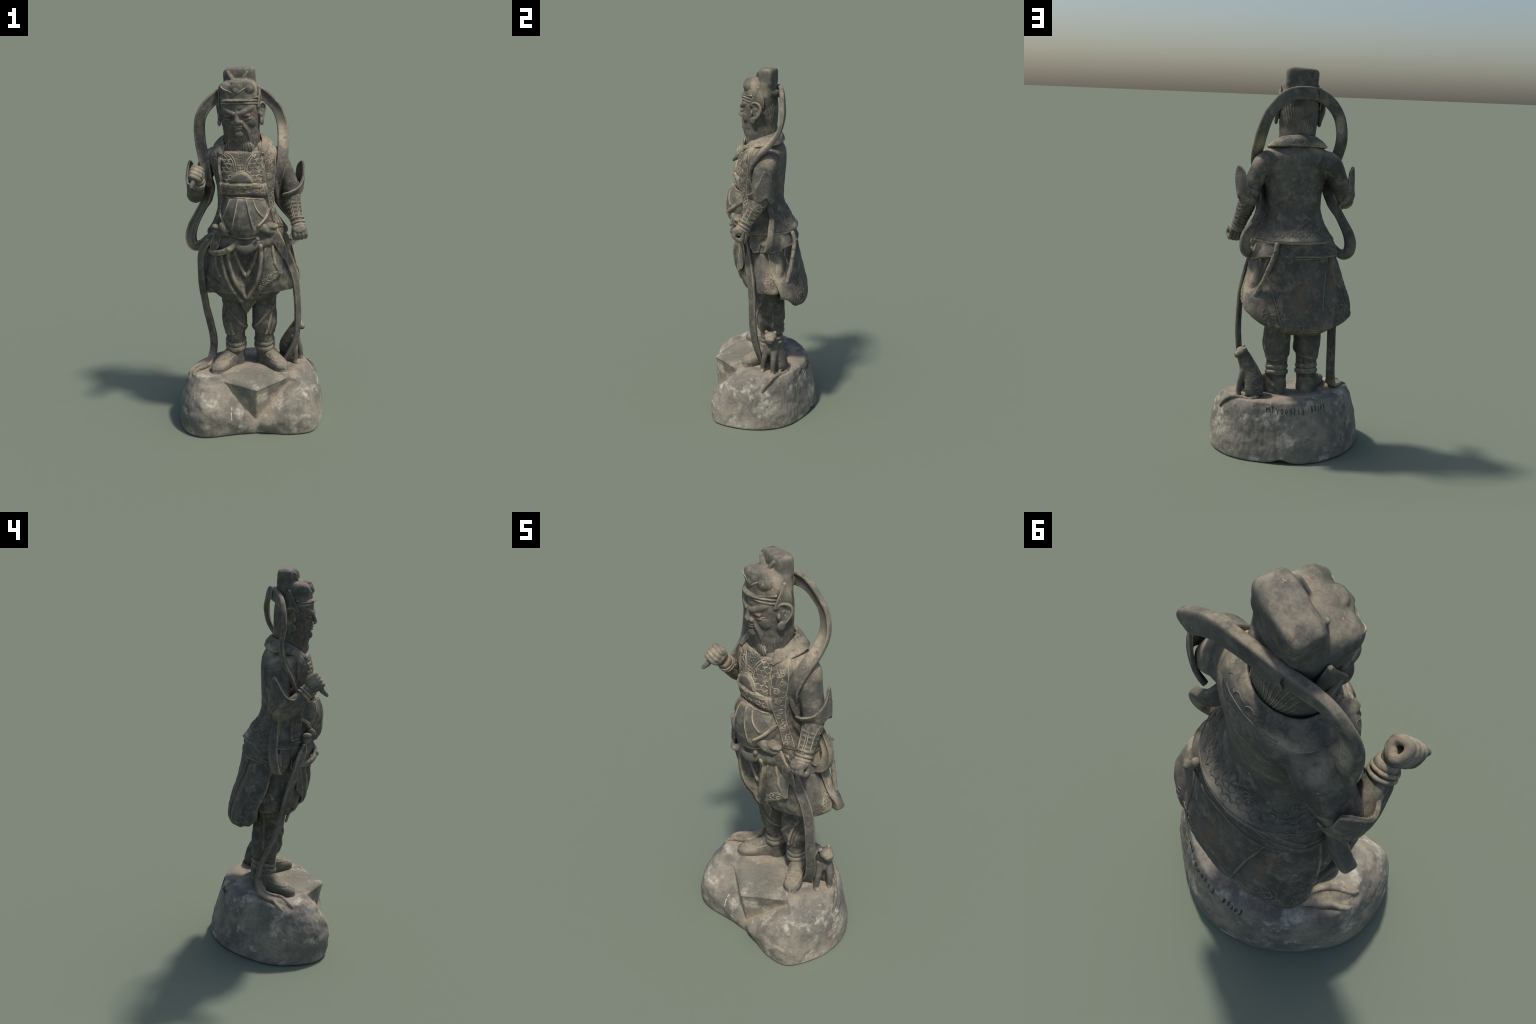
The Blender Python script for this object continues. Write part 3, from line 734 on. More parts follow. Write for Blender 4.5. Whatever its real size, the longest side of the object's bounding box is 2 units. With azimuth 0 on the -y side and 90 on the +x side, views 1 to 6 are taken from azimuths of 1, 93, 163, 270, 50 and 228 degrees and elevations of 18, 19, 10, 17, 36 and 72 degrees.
# apron: cloth drawn to a point in front, with nested V folds
def apron_hem(x):
    return np.interp(x, [-.2, -.16, -.10, -.062, -.04, -.006, .04, .06, .09, .14, .19], [.90, .872, .825, .772, .72, .645, .725, .79, .838, .87, .90])
def build_apron():
    n, m = 90, 110; P = np.zeros((n, m, 3))
    zc = [1.145, 1.05, .96, .86, .77, .70, .64]; yc = [-.182, -.182, -.172, -.152, -.124, -.088, -.070]
    for j in range(m):
        x = -.19 + .38*j/(m - 1); zb = float(apron_hem(x))
        z = 1.145 + (zb - 1.145)*np.linspace(0, 1, n)
        hw = np.interp(z, [.64, .8, .95, 1.12], [.225, .236, .222, .205])
        e = 2.2 if x > 0 else np.interp(z, [.75, .95, 1.1], [1.5, 1.6, 2.1])       # fuller on his left, falling back on his right
        y = hermite(zc, yc, z)*np.maximum(1 - np.abs(x/hw)**e, .02)**(1/e) - .009*np.exp(-((x - .075)/.05)**2)*smoothstep(.72, .8, z)
        for i in range(n):                       # stays proud of the skirt beneath
            h_, _, _, _ = under_tree.ray_cast(Vector((x, -1, z[i])), Vector((0, 1, 0)))
            if h_ is not None: y[i] = min(y[i], h_[1] - .009)
        P[:, j] = np.stack([np.full(n, x), y, z], 1)
    for _ in range(4): P[1:-1, 1:-1, 1] = (P[1:-1, 1:-1, 1]*2 + P[:-2, 1:-1, 1] + P[2:, 1:-1, 1] + P[1:-1, :-2, 1] + P[1:-1, 2:, 1])/6
    F2 = P.reshape(-1, 3); Q = F2*A(1, 0, 1); h = np.zeros(len(Q))
    def ridge(pts, w, a):
        C = curve([(x, 0, z) for x, z in pts], 60); return a*np.exp(-(seg_dist(Q, C)/w)**2)
    folds = [ridge([(-.064, 1.06), (-.050, .99), (-.030, .935), (-.004, .897), (.022, .94), (.042, .99), (.060, 1.06)], .010, .013),      # inner V
             ridge([(-.102, 1.04), (-.088, .95), (-.060, .86), (-.030, .80), (-.006, .765), (.018, .80), (.046, .86), (.068, .95), (.078, 1.08)], .011, .018),   # middle V
             ridge([(-.138, 1.035), (-.124, .94), (-.100, .86), (-.066, .79), (-.035, .735)], .010, .014),
             ridge([(-.172, 1.03), (-.165, .95), (-.15, .90)], .010, .010),
             ridge([(.137, 1.12), (.147, 1.0), (.168, .93), (.186, .895)], .008, .012), ridge([(.108, 1.12), (.105, 1.02), (.11, .95)], .014, .005)]
    h += np.max(folds, axis=0)
    inV = lambda zt, w, depth: -depth*smoothstep(0, .03, (Q[:, 2] - zt)*w - np.abs(Q[:, 0] + .004))*smoothstep(1.08, 1.03, Q[:, 2])     # cloth sunk between the folds
    h += inV(.880, .42, .026) + inV(.740, .34, .024)
    h -= .006*np.exp(-((Q[:, 0] + .003)/.03)**2)*smoothstep(1.04, 1.0, Q[:, 2])*smoothstep(.88, .95, Q[:, 2])
    h -= ridge([(.092, 1.09), (.086, .95), (.06, .85), (.03, .77)], .007, .009) + ridge([(-.12, 1.03), (-.104, .93), (-.08, .85)], .006, .005)
    h += .002*noise3(F2, 24, 3)
    F2 = F2 + A(0, -1, 0)*h[:, None]
    return fix(sheet(F2.reshape(n, m, 3), .011))
apron = build_apron(); add('apron', apron, M_CLOTH)
ap_tree = bvh(apron, under)
orn = flower((.098, .862), .020, 5, .2) + [arc((.15, .885), .026, .2, 2.9), arc((.15, .885), .033, .4, 2.6), scroll((.152, .884), .014, 1, 1), scroll((.122, .892), .016, 4, 1.1, -1), scroll((.07, .83), .014, 0, 1), scroll((.045, .79), .013, 1, 1), arc((.03, .75), .014, 1, 4), arc((.12, .85), .02, -.5, 1.6)]
add('apron_ornament', join(strokes(ap_tree, 'front', orn, r=.0021)), M_LINE, kind='stuff')
orn = [scroll((-.12, .875), .016, 1, 1), scroll((-.15, .895), .018, 2, 1, -1), arc((-.1, .86), .015, 1, 4), scroll((-.165, .93), .015, 0, 1), arc((-.175, .965), .014, 0, 4)] + [arc((.195, .93), .018, 0, 5), scroll((.195, .85), .016, 2, 1), scroll((.2, .96), .012, 2, 1)]
orn += tendrils(rng, .1, .765, .045, .022, 6, (.009, .015)) + tendrils(rng, -.11, .765, .045, .022, 6, (.009, .015))
orn += [[(x, apron_hem(x) + .006) for x in np.linspace(-.185, .185, 50)]]
add('apron_ornament', join(strokes(ap_tree, 'front', orn, r=.0016)), M_FAINT, kind='stuff')

# sash round the hips under the coat
sash = body([(1.14, -.165, .19, -.11, .135, 2.1), (1.12, -.198, .210, -.12, .147, 2.2), (1.09, -.212, .226, -.122, .157, 2.2), (1.06, -.222, .243, -.122, .166, 2.2), (1.047, -.224, .247, -.122, .170, 2.2), (1.041, -.216, .24, -.12, .160, 2.1)], cy=.02, n=50, m=160)
V, F = sash
sidef = np.clip(1 - V[:, 1]/.14, 0, 1)*(V[:, 0] > 0) + .6*np.clip(1 - V[:, 1]/.14, 0, 1)*(V[:, 0] <= 0)
V[:, 2] -= .028*smoothstep(0, 1, sidef)*smoothstep(1.14, 1.05, V[:, 2])
sash = weathered((V, F), .0015, 30, 3); add('sash', sash, M_CLOTH)
sash_tree = bvh(sash)
add('sash_edge', join(strokes(sash_tree, 'back', [[(.2, 1.048), (.1, 1.050), (0, 1.052), (-.1, 1.053), (-.17, 1.054)]], r=.004, lift=.1) + strokes(sash_tree, 'left', [[(-.02, 1.05), (.04, 1.07), (.09, 1.1), (.12, 1.13)], [(-.02, 1.035), (.04, 1.048), (.09, 1.07), (.14, 1.1)]], r=.004)), M_FAINT, kind='stuff')

# wooden-looking tassel rod hanging at the back
rod_path = [(.142, .142, 1.112), (.152, .155, 1.07), (.178, .150, 1.0), (.205, .140, .93), (.228, .128, .876), (.238, .122, .853)]
add('hanging_rod', weathered(sweep(rod_path, [.012, .0125, .0115, .011, .012, .012], 50, 18), .001, 60), M_RIBBON)
add('rod_pin', ball((.160, .168, 1.078), (.008, .007, .007)), M_CLOTH)
for k in (.35, .52): 
    c = curve(rod_path, 50)[int(k*49)]; add('rod_ring', ring(c, (.35, -.2, -.9), .0115, .0022, 24, 8), M_FAINT)

# ================================================================== COAT (torso and sleeves are one skin)
torso = body([(1.63, -.075, .07, -.11, .035, 2.1), (1.605, -.115, .11, -.125, .056, 2.1), (1.58, -.16, .155, -.138, .072, 2.1), (1.545, -.185, .184, -.150, .086, 2.1), (1.49, -.175, .180, -.163, .090, 2.1), (1.41, -.152, .166, -.180, .085, 2.15),
              (1.345, -.142, .157, -.186, .081, 2.2), (1.285, -.139, .153, -.188, .080, 2.2), (1.24, -.147, .16, -.190, .093, 2.2), (1.20, -.163, .178, -.188, .112, 2.15), (1.165, -.184, .203, -.18, .135, 2.1), (1.135, -.205, .223, -.17, .158, 2.1), (1.118, -.214, .232, -.16, .170, 2.1), (1.112, -.212, .23, -.155, .168, 2.1)], cy=-.04, n=120, m=140)
sleeveR = sweep([(.11, -.005, 1.53), (.172, -.016, 1.512), (.208, -.026, 1.45), (.238, -.034, 1.385), (.252, -.042, 1.335)], [(.055, .062), (.058, .068), (.050, .060), (.047, .055), (.048, .048)], 40, 40, ref=(0, 1, 0))
sleeveL = sweep([(-.11, -.005, 1.53), (-.172, .004, 1.512), (-.215, .006, 1.44), (-.250, -.004, 1.37), (-.266, -.010, 1.325)], [(.055, .066), (.060, .074), (.052, .064), (.047, .055), (.046, .050)], 40, 40, ref=(0, 1, 0))
coat = fuse([torso, sleeveR, sleeveL], .0045, 6)
def coat_fn(V, N):
    f = .0016*noise3(V, 14, 2) + .0012*noise3(V, 38, 4)
    # cloth creases at the small of the back and below the armpits
    for L, w, h in (([(-.03, .1, 1.225), (.03, .12, 1.185), (.06, .13, 1.17)], .01, .006), ([(-.09, .09, 1.24), (-.02, .12, 1.18)], .012, .006), ([(.09, .06, 1.47), (.105, .07, 1.40)], .014, -.006), ([(-.12, .06, 1.47), (-.13, .06, 1.40)], .014, -.006), ([(-.105, .075, 1.44), (-.1, .08, 1.40)], .007, .004)):
        f = f + h*np.exp(-(seg_dist(V, np.array(L))/w)**2)
    return f
coat = relief(coat, coat_fn)
split(coat, lambda C: np.where((C[:, 0] > .178) & (C[:, 2] > 1.26) & (C[:, 2] < 1.58), 1, np.where((C[:, 0] < -.175) & (C[:, 2] > 1.26) & (C[:, 2] < 1.58), 2, 0)), ['coat_torso', 'sleeve', 'sleeve'], [M_CLOTH]*3)
coat_tree = bvh(coat)
# hem edge of the coat, scroll border behind
def hem_line(side, pts, r): return strokes(coat_tree, side, [pts], r=r, lift=0)
orn = flower((.02, 1.19), .030, 5, .2)
for sgn in (-1, 1):
    for k in range(6):
        x = .02 + sgn*(.045 + .028*k); z = 1.168 + .010*math.sin(k*2.1) 
        orn += [scroll((x, z), .020, 1.0 + k*1.7, 1.15, sgn*(1 if k % 2 else -1)), arc((x + sgn*.012, z + .026), .014, k, k + 2.8)]
orn += [arc((x, 1.14), .015, .3, 2.8) for x in np.linspace(-.15, .19, 12)]
orn += [[(x, 1.128) for x in np.linspace(-.18, .2, 40)]]
add('coat_ornament', join(strokes(coat_tree, 'back', orn, r=.0021, lift=.1)), M_FAINT, kind='stuff')
add('coat_ornament', join(strokes(coat_tree, 'right', tendrils(rng, .02, 1.17, .07, .03, 10, (.011, .019)) + [[(y, 1.128) for y in np.linspace(-.1, .12, 20)]], r=.0017)
    + strokes(coat_tree, 'left', tendrils(rng, .0, 1.2, .08, .045, 14, (.011, .019)) + [[(y, 1.128) for y in np.linspace(-.1, .12, 20)]], r=.0017)), M_FAINT, kind='stuff')

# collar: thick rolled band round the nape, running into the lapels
n = 80; hi = curve([(-.112, -.142, 1.57), (-.100, -.115, 1.60), (-.104, -.06, 1.632), (-.090, .0, 1.654), (-.047, .030, 1.661), (-.004, .038, 1.664), (.040, .029, 1.662), (.083, -.005, 1.654), (.096, -.06, 1.632), (.090, -.120, 1.602), (.092, -.148, 1.57)], n)
lo = curve([(-.126, -.140, 1.562), (-.142, -.105, 1.58), (-.156, -.04, 1.592), (-.138, .032, 1.598), (-.08, .062, 1.603), (-.002, .072, 1.605), (.078, .060, 1.603), (.134, .03, 1.60), (.152, -.04, 1.594), (.130, -.115, 1.58), (.108, -.148, 1.562)], n)
P = np.zeros((n, 16, 3))
for j in range(16):
    v = j/15; P[:, j] = lo*(1 - v) + hi*v - A(0, 0, .006)*v + A(0, 0, .006)*math.sin(PI*v)
    P[:, j, :2] += unit(P[:, j, :2] - A(0, -.04))*.004*math.sin(PI*v)
end = np.minimum(np.arange(n), n - 1 - np.arange(n))/14.0
collar = weathered(fuse([fix(sheet(P, np.repeat((.006 + .006*np.clip(end, 0, 1))[:, None], 16, 1)))], .0032, 3), .0014, 40)
add('collar', collar, M_CLOTH)
ctree = bvh(collar)
orn = [arc((x, 1.622), .018, .2, 2.9) for x in (-.08, -.045, -.005, .035, .075)] + [scroll((x, 1.630), .011, .5, 1) for x in (-.065, -.025, .02, .055)] + [[(x, 1.612) for x in np.linspace(-.09, .085, 20)]]
add('collar_ornament', join(strokes(ctree, 'back', orn, r=.0018)), M_FAINT, kind='stuff')
# ================================================================== CHEST ARMOUR, GIRDLE, BELLY PLATE
belly = body([(1.345, -.095, .085, -.19, .0, 2.3), (1.335, -.11, .105, -.212, .0, 2.3), (1.31, -.125, .122, -.226, .0, 2.25), (1.275, -.134, .134, -.238, .0, 2.2), (1.24, -.137, .138, -.2435, .0, 2.2), (1.20, -.132, .13, -.2435, .0, 2.2), (1.165, -.12, .115, -.238, .0, 2.2), (1.14, -.10, .095, -.228, .0, 2.2), (1.125, -.08, .075, -.21, .0, 2.2)], cy=-.08, n=60, m=140)
RIB = [[(-.079, 1.335), (-.10, 1.28), (-.118, 1.235)], [(-.036, 1.342), (-.055, 1.26), (-.073, 1.178)], [(.006, 1.34), (.024, 1.26), (.045, 1.175)], [(.042, 1.335), (.062, 1.285), (.093, 1.242)]]
def belly_fn(V, N):
    f = .001*noise3(V, 40, 2); Q = V*A(1, 0, 1)
    for L in RIB: f = f + .004*np.exp(-(seg_dist(Q, curve([(x, 0, z) for x, z in L], 20))/.006)**2)*(V[:, 1] < -.05)
    return f
belly = relief(belly, belly_fn)
add('belly_plate', belly, M_CLOTH)
btree = bvh(belly)
add('belly_ridge', join(strokes(btree, 'front', RIB, r=.0038, lift=.05)), M_LINE, kind='stuff')
add('belly_rim', join(strokes(btree, 'front', [[(-.10, 1.338), (-.036, 1.343), (.04, 1.338), (.1, 1.325)]], r=.005, lift=.2)), M_LINE)
add('belly_rim', join(strokes(btree, 'front', [[(-.07, 1.138), (-.04, 1.131), (.0, 1.129), (.05, 1.131), (.075, 1.14)]], r=.006, lift=.2)), M_CLOTH)

front_tree = coat_tree
chest = fix(patch(front_tree, 'front', [(-.118, 1.578), (-.128, 1.52), (-.122, 1.45), (-.112, 1.40)], [(.098, 1.575), (.098, 1.5), (.1, 1.45), (.1, 1.40)], 60, 60, .010, crown=.006))
add('breastplate', weathered(chest, .001, 50), M_CLOTH)
ch_tree = bvh(chest, coat)
girdle = fix(patch(ch_tree, 'front', [(-.118, 1.418), (-.04, 1.424), (.03, 1.424), (.105, 1.408)], [(-.118, 1.352), (-.04, 1.356), (.03, 1.354), (.112, 1.338)], 60, 24, .016, crown=.004))
add('girdle', weathered(girdle, .001, 50), M_CLOTH)
g_tree = bvh(girdle)
orn = flower((-.008, 1.386), .022, 5, .3)
for sgn in (-1, 1):
    for k in range(4):
        x = -.008 + sgn*(.034 + .020*k); orn += [scroll((x, 1.386 + (.008 if k % 2 else -.008)), .015, k*1.4, 1.1, sgn), arc((x + sgn*.01, 1.386 - (.012 if k % 2 else -.012)), .012, k, k + 2.6)]
orn += [[(x, 1.388 + .024) for x in np.linspace(-.11, .1, 20)]]
add('girdle_ornament', join(strokes(g_tree, 'front', orn, r=.0021)), M_LINE, kind='stuff')
# half-moon plate above the girdle
arch = [(-.072, 1.432), (-.055, 1.462), (-.02, 1.478), (.012, 1.470), (.036, 1.442), (.046, 1.426)]
moon = fix(patch(ch_tree, 'front', [(-.072, 1.432), (-.055, 1.46), (-.02, 1.476), (.012, 1.468), (.046, 1.428)], [(-.071, 1.424), (-.05, 1.424), (-.02, 1.424), (.012, 1.424), (.045, 1.422)], 30, 14, .013, crown=.003))
add('moon_plate', moon, M_CLOTH)
add('plate_rim', join(strokes(ch_tree, 'front', [arch], r=.0055, lift=.3)), M_LINE)
# hourglass bib between the scaled panels, straps and sun disc
bib = [[(-.098, 1.574), (-.07, 1.566), (-.05, 1.54), (-.042, 1.50), (-.041, 1.476)], [(.054, 1.572), (.034, 1.556), (.014, 1.53), (.004, 1.50), (.003, 1.474)], [(-.104, 1.572), (-.078, 1.558), (-.06, 1.535), (-.052, 1.50), (-.05, 1.48)], [(.062, 1.566), (.044, 1.55), (.026, 1.525), (.016, 1.5), (.015, 1.474)]]
bib += [[(-.036, 1.512), (-.018, 1.508), (.002, 1.510)], [(-.036, 1.500), (-.018, 1.496), (.002, 1.498)], [(-.036, 1.487), (-.018, 1.484), (.002, 1.486)], [(-.02, 1.51), (-.02, 1.482)]]
add('bib_strap', join(strokes(ch_tree, 'front', bib, r=.003)), M_LINE, kind='stuff')
sun = [[(-.02 + .011*math.cos(t), 1.560 + .011*math.sin(t)) for t in np.linspace(0, 2*PI, 12)]]
sun += [[(-.02 + q*math.cos(t), 1.560 + q*math.sin(t)) for q in (.018, .021, .024)] for t in np.arange(0, 2*PI, PI/5)]
add('sun_disc', join(strokes(ch_tree, 'front', sun, r=.0026)), M_LINE, kind='stuff')
# interlocking scales on both breast panels: staggered three-armed links
links = []
for sgn, x0, x1 in ((-1, -.118, -.062), (1, .028, .094)):
    for r_, z in enumerate(np.arange(1.434, 1.566, .0205)):
        for x in np.arange(x0 + (.013 if r_ % 2 else 0), x1, .026):
            lim = -.056 + .25*max(0, 1.53 - z)*0 - max(0, (z - 1.52))*.9 if sgn < 0 else .02 + max(0, (z - 1.52))*.9
            if (sgn < 0 and x > lim) or (sgn > 0 and x < lim): continue
            q = .0035*math.sin(x*900 + z*700)
            if math.sin(x*1731 + z*977) > .82: continue
            links.append([(x - .0125, z + .006 + q), (x - .006, z - .001), (x + .004, z + .001 - q), (x + .0115, z + .008)])
            links.append([(x - .001, z + .001), (x + .001 + q, z - .006), (x - .001, z - .011)])
add('scale_link', join(strokes(ch_tree, 'front', links, r=.0046, lift=-.25)), M_LINE, kind='stuff')

# lapels: broad ornamented border of the open coat
allfront = bvh(coat, chest, girdle, belly)
OBR, OBL = (-.6, .8, 0), (.6, .8, 0)
def oblique(side, pts):
    h = unit(np.cross(unit(A(*side)), A(0, 0, 1))); return [(float(A(x, y, 0) @ h), z) for x, y, z in pts]
def lapel(side, s):
    inner = [(.086, -.128, 1.612), (.095, -.152, 1.55), (.096, -.165, 1.49), (.100, -.172, 1.42), (.115, -.162, 1.34), (.130, -.145, 1.26), (.152, -.125, 1.165)] if s > 0 else [(-.108, -.122, 1.605), (-.122, -.140, 1.55), (-.128, -.145, 1.49), (-.120, -.155, 1.42), (-.122, -.150, 1.34), (-.134, -.142, 1.26), (-.150, -.125, 1.165)]
    outer = [(.135, -.075, 1.605), (.165, -.090, 1.55), (.168, -.095, 1.48), (.158, -.100, 1.40), (.152, -.100, 1.33), (.160, -.092, 1.26), (.198, -.072, 1.15)] if s > 0 else [(-.145, -.075, 1.598), (-.165, -.085, 1.55), (-.160, -.090, 1.48), (-.146, -.095, 1.40), (-.142, -.100, 1.33), (-.150, -.092, 1.26), (-.185, -.072, 1.15)]
    I, O = oblique(side, inner), oblique(side, outer)
    S = fix(patch(bvh(coat, chest, girdle), side, I, O, 100, 22, .012, crown=.003, sink=.02, bevel=.10))
    S = weathered(S, .001, 50); add('lapel', S, M_CLOTH)
    Ic, Oc = curve(I, 60), curve(O, 60); t = bvh(S); orn = []
    at = lambda u, v: tuple(Ic[int(v*59)]*(1 - u) + Oc[int(v*59)]*u)
    for k, v in enumerate(np.linspace(.07, .94, 13)):
        c = at(.5 + (.12 if k % 2 else -.12), v); w = .020 - .007*v
        orn += [scroll(c, w, k*1.9, 1.1, 1 if k % 2 else -1), arc(at(.5 + (-.2 if k % 2 else .2), min(1, v + .03)), w*.7, k, k + 2.7, 6)]
        if k % 4 == 1: orn += flower(at(.5, min(1, v + .035)), w, 5, k)
    orn += [[at(.14, v) for v in np.linspace(.01, .98, 14)], [at(.86, v) for v in np.linspace(.01, .98, 14)]]
    add('lapel_ornament', join(strokes(t, side, orn, r=.0021, lift=-.25)), M_LINE if s > 0 else M_FAINT, kind='stuff')
lapel(OBR, 1); lapel(OBL, -1)

# turned lips beside the belly, knots and folds at the waist
def roll(pts, r, name, mat=M_CLOTH, **k): return add(name, weathered(sweep(pts, r, 36, 18, **k), .001, 60), mat)
lips = [[(.126, 1.268), (.108, 1.238), (.085, 1.212), (.062, 1.192)], [(-.136, 1.268), (-.122, 1.225), (-.106, 1.19), (-.088, 1.158)]]
for L in lips:
    add('belly_lip', join(strokes(bvh(belly, coat), 'front', [L], r=.009, lift=.1, m=14)), M_CLOTH)
    add('belly_lip_edge', join(strokes(bvh(belly, coat), 'front', [[(x, z + .006) for x, z in L]], r=.0045, lift=1.6, m=10)), M_LINE)
add('hip_fold', weathered(fuse([ball((.088, -.182, 1.176), (.052, .034, .026), rot=roty(.6)), ball((.108, -.16, 1.152), (.055, .035, .03))], .004, 4), .0015, 40), M_CLOTH)
add('hip_fold', weathered(fuse([ball((-.112, -.178, 1.168), (.024, .028, .044), rot=roty(-.5)), ball((-.135, -.155, 1.15), (.04, .03, .03))], .004, 4), .0015, 40), M_CLOTH)
add('side_knot', weathered(ball((.132, -.165, 1.18), (.042, .028, .019), rot=roty(.12)), .0015, 40), M_SHOE)
add('side_knot', weathered(ball((-.155, -.155, 1.178), (.026, .024, .014), rot=roty(.35)), .0015, 40), M_SHOE)
add('pouch_fold', fuse([sweep([(-.075, -.184, 1.095), (-.04, -.200, 1.072), (.0, -.205, 1.062), (.04, -.198, 1.075), (.078, -.182, 1.105)], [(.012, .012), (.016, .02), (.018, .024), (.015, .02), (.012, .012)], 40, 20, ref=(0, 0, 1))], .004, 3), M_SHOE)
roll([(-.045, -.190, 1.105), (-.07, -.203, 1.082), (-.092, -.205, 1.065), (-.13, -.190, 1.045), (-.165, -.160, 1.033), (-.192, -.128, 1.034), (-.205, -.10, 1.04)], [(.010, .012), (.012, .015), (.014, .017), (.013, .016), (.013, .016), (.012, .014), (.01, .012)], 'sash_tie', M_CLOTH)
add('waist_roll', weathered(fuse([sweep([(-.19, -.08, 1.10), (-.15, -.135, 1.09), (-.08, -.172, 1.085), (0, -.182, 1.085), (.08, -.176, 1.09), (.15, -.14, 1.10), (.19, -.08, 1.11)], [(.018, .030), (.02, .036), (.02, .04), (.02, .042), (.02, .04), (.02, .036), (.018, .03)], 60, 20, ref=(0, 0, 1))], .004, 3), .0015, 30), M_CLOTH)
add('sash_tie_knob', ball((-.094, -.213, 1.067), (.014, .013, .014)), M_SHOE)
add('sash_tie_knob', ball((.062, -.214, 1.122), (.011, .01, .011)), M_SHOE)
# tucked cloth gathers hanging from the coat front on either side
roll([(.15, -.16, 1.15), (.17, -.155, 1.10), (.195, -.135, 1.04), (.212, -.12, .98)], [(.024, .006), (.028, .008), (.024, .007), (.012, .004)], 'hip_gather', M_SKIRT, ref=(.4, -1, 0))
roll([(-.15, -.16, 1.14), (-.165, -.16, 1.09), (-.185, -.14, 1.03)], [(.022, .006), (.026, .008), (.016, .005)], 'hip_gather', M_SKIRT, ref=(-.4, -1, 0))
roll([(.20, -.05, 1.11), (.222, -.06, 1.06), (.232, -.055, 1.02)], [(.035, .012), (.035, .014), (.02, .01)], 'hip_gather', M_CLOTH, ref=(1, -.2, 0))
roll([(-.195, -.05, 1.11), (-.212, -.045, 1.06), (-.222, -.03, 1.01)], [(.03, .012), (.03, .016), (.018, .01)], 'hip_gather', M_CLOTH, ref=(-1, -.2, 0))

# ================================================================== SLEEVE CUFFS, FOREARMS, HANDS
def cuff(up, low, s):
    n, m = 60, 18; U, L = curve(up, n), curve(low, n); P = np.zeros((n, m, 3))
    axis = unit(L.mean(0) - (A(.25, -.02, 0) if s > 0 else A(-.25, .0, 0))*A(1, 1, 0))
    for j in range(m):
        v = j/(m - 1); P[:, j] = L*(1 - v) + U*v
        outw = unit((P[:, j] - (A(.235, -.02, 0) if s > 0 else A(-.245, .0, 0)))*A(1, 1, 0))
        P[:, j] += outw*(.004*math.sin(PI*v))
    return fuse([fix(sheet(P, .013))], .003, 3)
cuffR = cuff([(.200, -.100, 1.338), (.245, -.102, 1.352), (.29, -.078, 1.375), (.317, -.045, 1.43), (.314, -.018, 1.497), (.286, .012, 1.468), (.272, .026, 1.40), (.25, .034, 1.345), (.222, .032, 1.312)],
             [(.205, -.088, 1.325), (.245, -.085, 1.322), (.285, -.06, 1.32), (.304, -.03, 1.328), (.310, -.012, 1.345), (.310, .002, 1.350), (.297, .014, 1.325), (.265, .021, 1.306), (.228, .020, 1.298)], 1)
cuffL = cuff([(-.205, -.105, 1.415), (-.25, -.105, 1.41), (-.295, -.072, 1.395), (-.315, -.03, 1.42), (-.297, .021, 1.503), (-.273, .034, 1.472), (-.265, .042, 1.41), (-.248, .046, 1.345), (-.22, .038, 1.295)],
             [(-.215, -.085, 1.385), (-.255, -.082, 1.37), (-.292, -.05, 1.34), (-.309, -.01, 1.338), (-.310, .010, 1.352), (-.308, .022, 1.348), (-.298, .030, 1.325), (-.27, .036, 1.298), (-.235, .033, 1.280)], -1)
add('sleeve_cuff', cuffR, M_CLOTH); add('sleeve_cuff', cuffL, M_CLOTH)
for S, side in ((cuffR, 'front'), (cuffR, 'right'), (cuffR, 'back'), (cuffL, 'back'), (cuffL, 'left')):
    t = bvh(S); sg = 1 if S is cuffR else -1; L = []
    if side in ('front', 'back'):
        for a in np.linspace(0, 1, 12):
            x = sg*(.225 + .085*a); z = 1.315 + .05*a + (.06*a*a if side == 'back' else .02*a)
            L.append([(x, z), (x + sg*.004, z + .012), (x + sg*.012, z + .022)])
    else:
        for a in np.linspace(0, 1, 8): L.append(arc((-.02 + .0*a, 1.35 + .12*a), .008, a*6, a*6 + 4))
    add('cuff_ornament', join(strokes(t, side, L, r=.0015) or [ball((sg*.29, 0, 1.34), (.001,)*3)]), M_FAINT, kind='stuff')

foreR = sweep([(.250, -.02, 1.36), (.254, -.045, 1.305), (.263, -.075, 1.25), (.274, -.105, 1.20), (.283, -.125, 1.168)], [(.047, .047), (.047, .047), (.042, .043), (.037, .037), (.033, .033)], 60, 36, ref=(1, 0, 0))
foreL = sweep([(-.270, -.004, 1.322), (-.267, -.04, 1.332), (-.258, -.085, 1.368), (-.246, -.125, 1.408), (-.240, -.142, 1.432)], [(.046, .046), (.046, .048), (.041, .043), (.036, .037), (.033, .033)], 60, 36, ref=(1, 0, 0))
def arm_fn(path, lo, hi):
    C = curve(path, 60)
    def fn(V, N):
        d = np.linalg.norm(V[:, None] - C[None], axis=2).argmin(1)/59
        r = .0014*np.sin(d*60)*(d > lo)*(d < hi)*(np.abs(np.sin(3*np.arctan2(N[:, 1], N[:, 0]))) > .35)
        return r + .001*noise3(V, 60, 2)
    return fn
fr_path = [(.250, -.02, 1.36), (.263, -.075, 1.25), (.283, -.125, 1.168)]; fl_path = [(-.272, .012, 1.318), (-.258, -.085, 1.368), (-.240, -.142, 1.432)]
foreR = relief(foreR, arm_fn(fr_path, .4, .8)); foreL = weathered(foreL, .001, 60)
add('forearm', foreR, M_CLOTH); add('forearm', foreL, M_CLOTH)
ft = bvh(foreR)
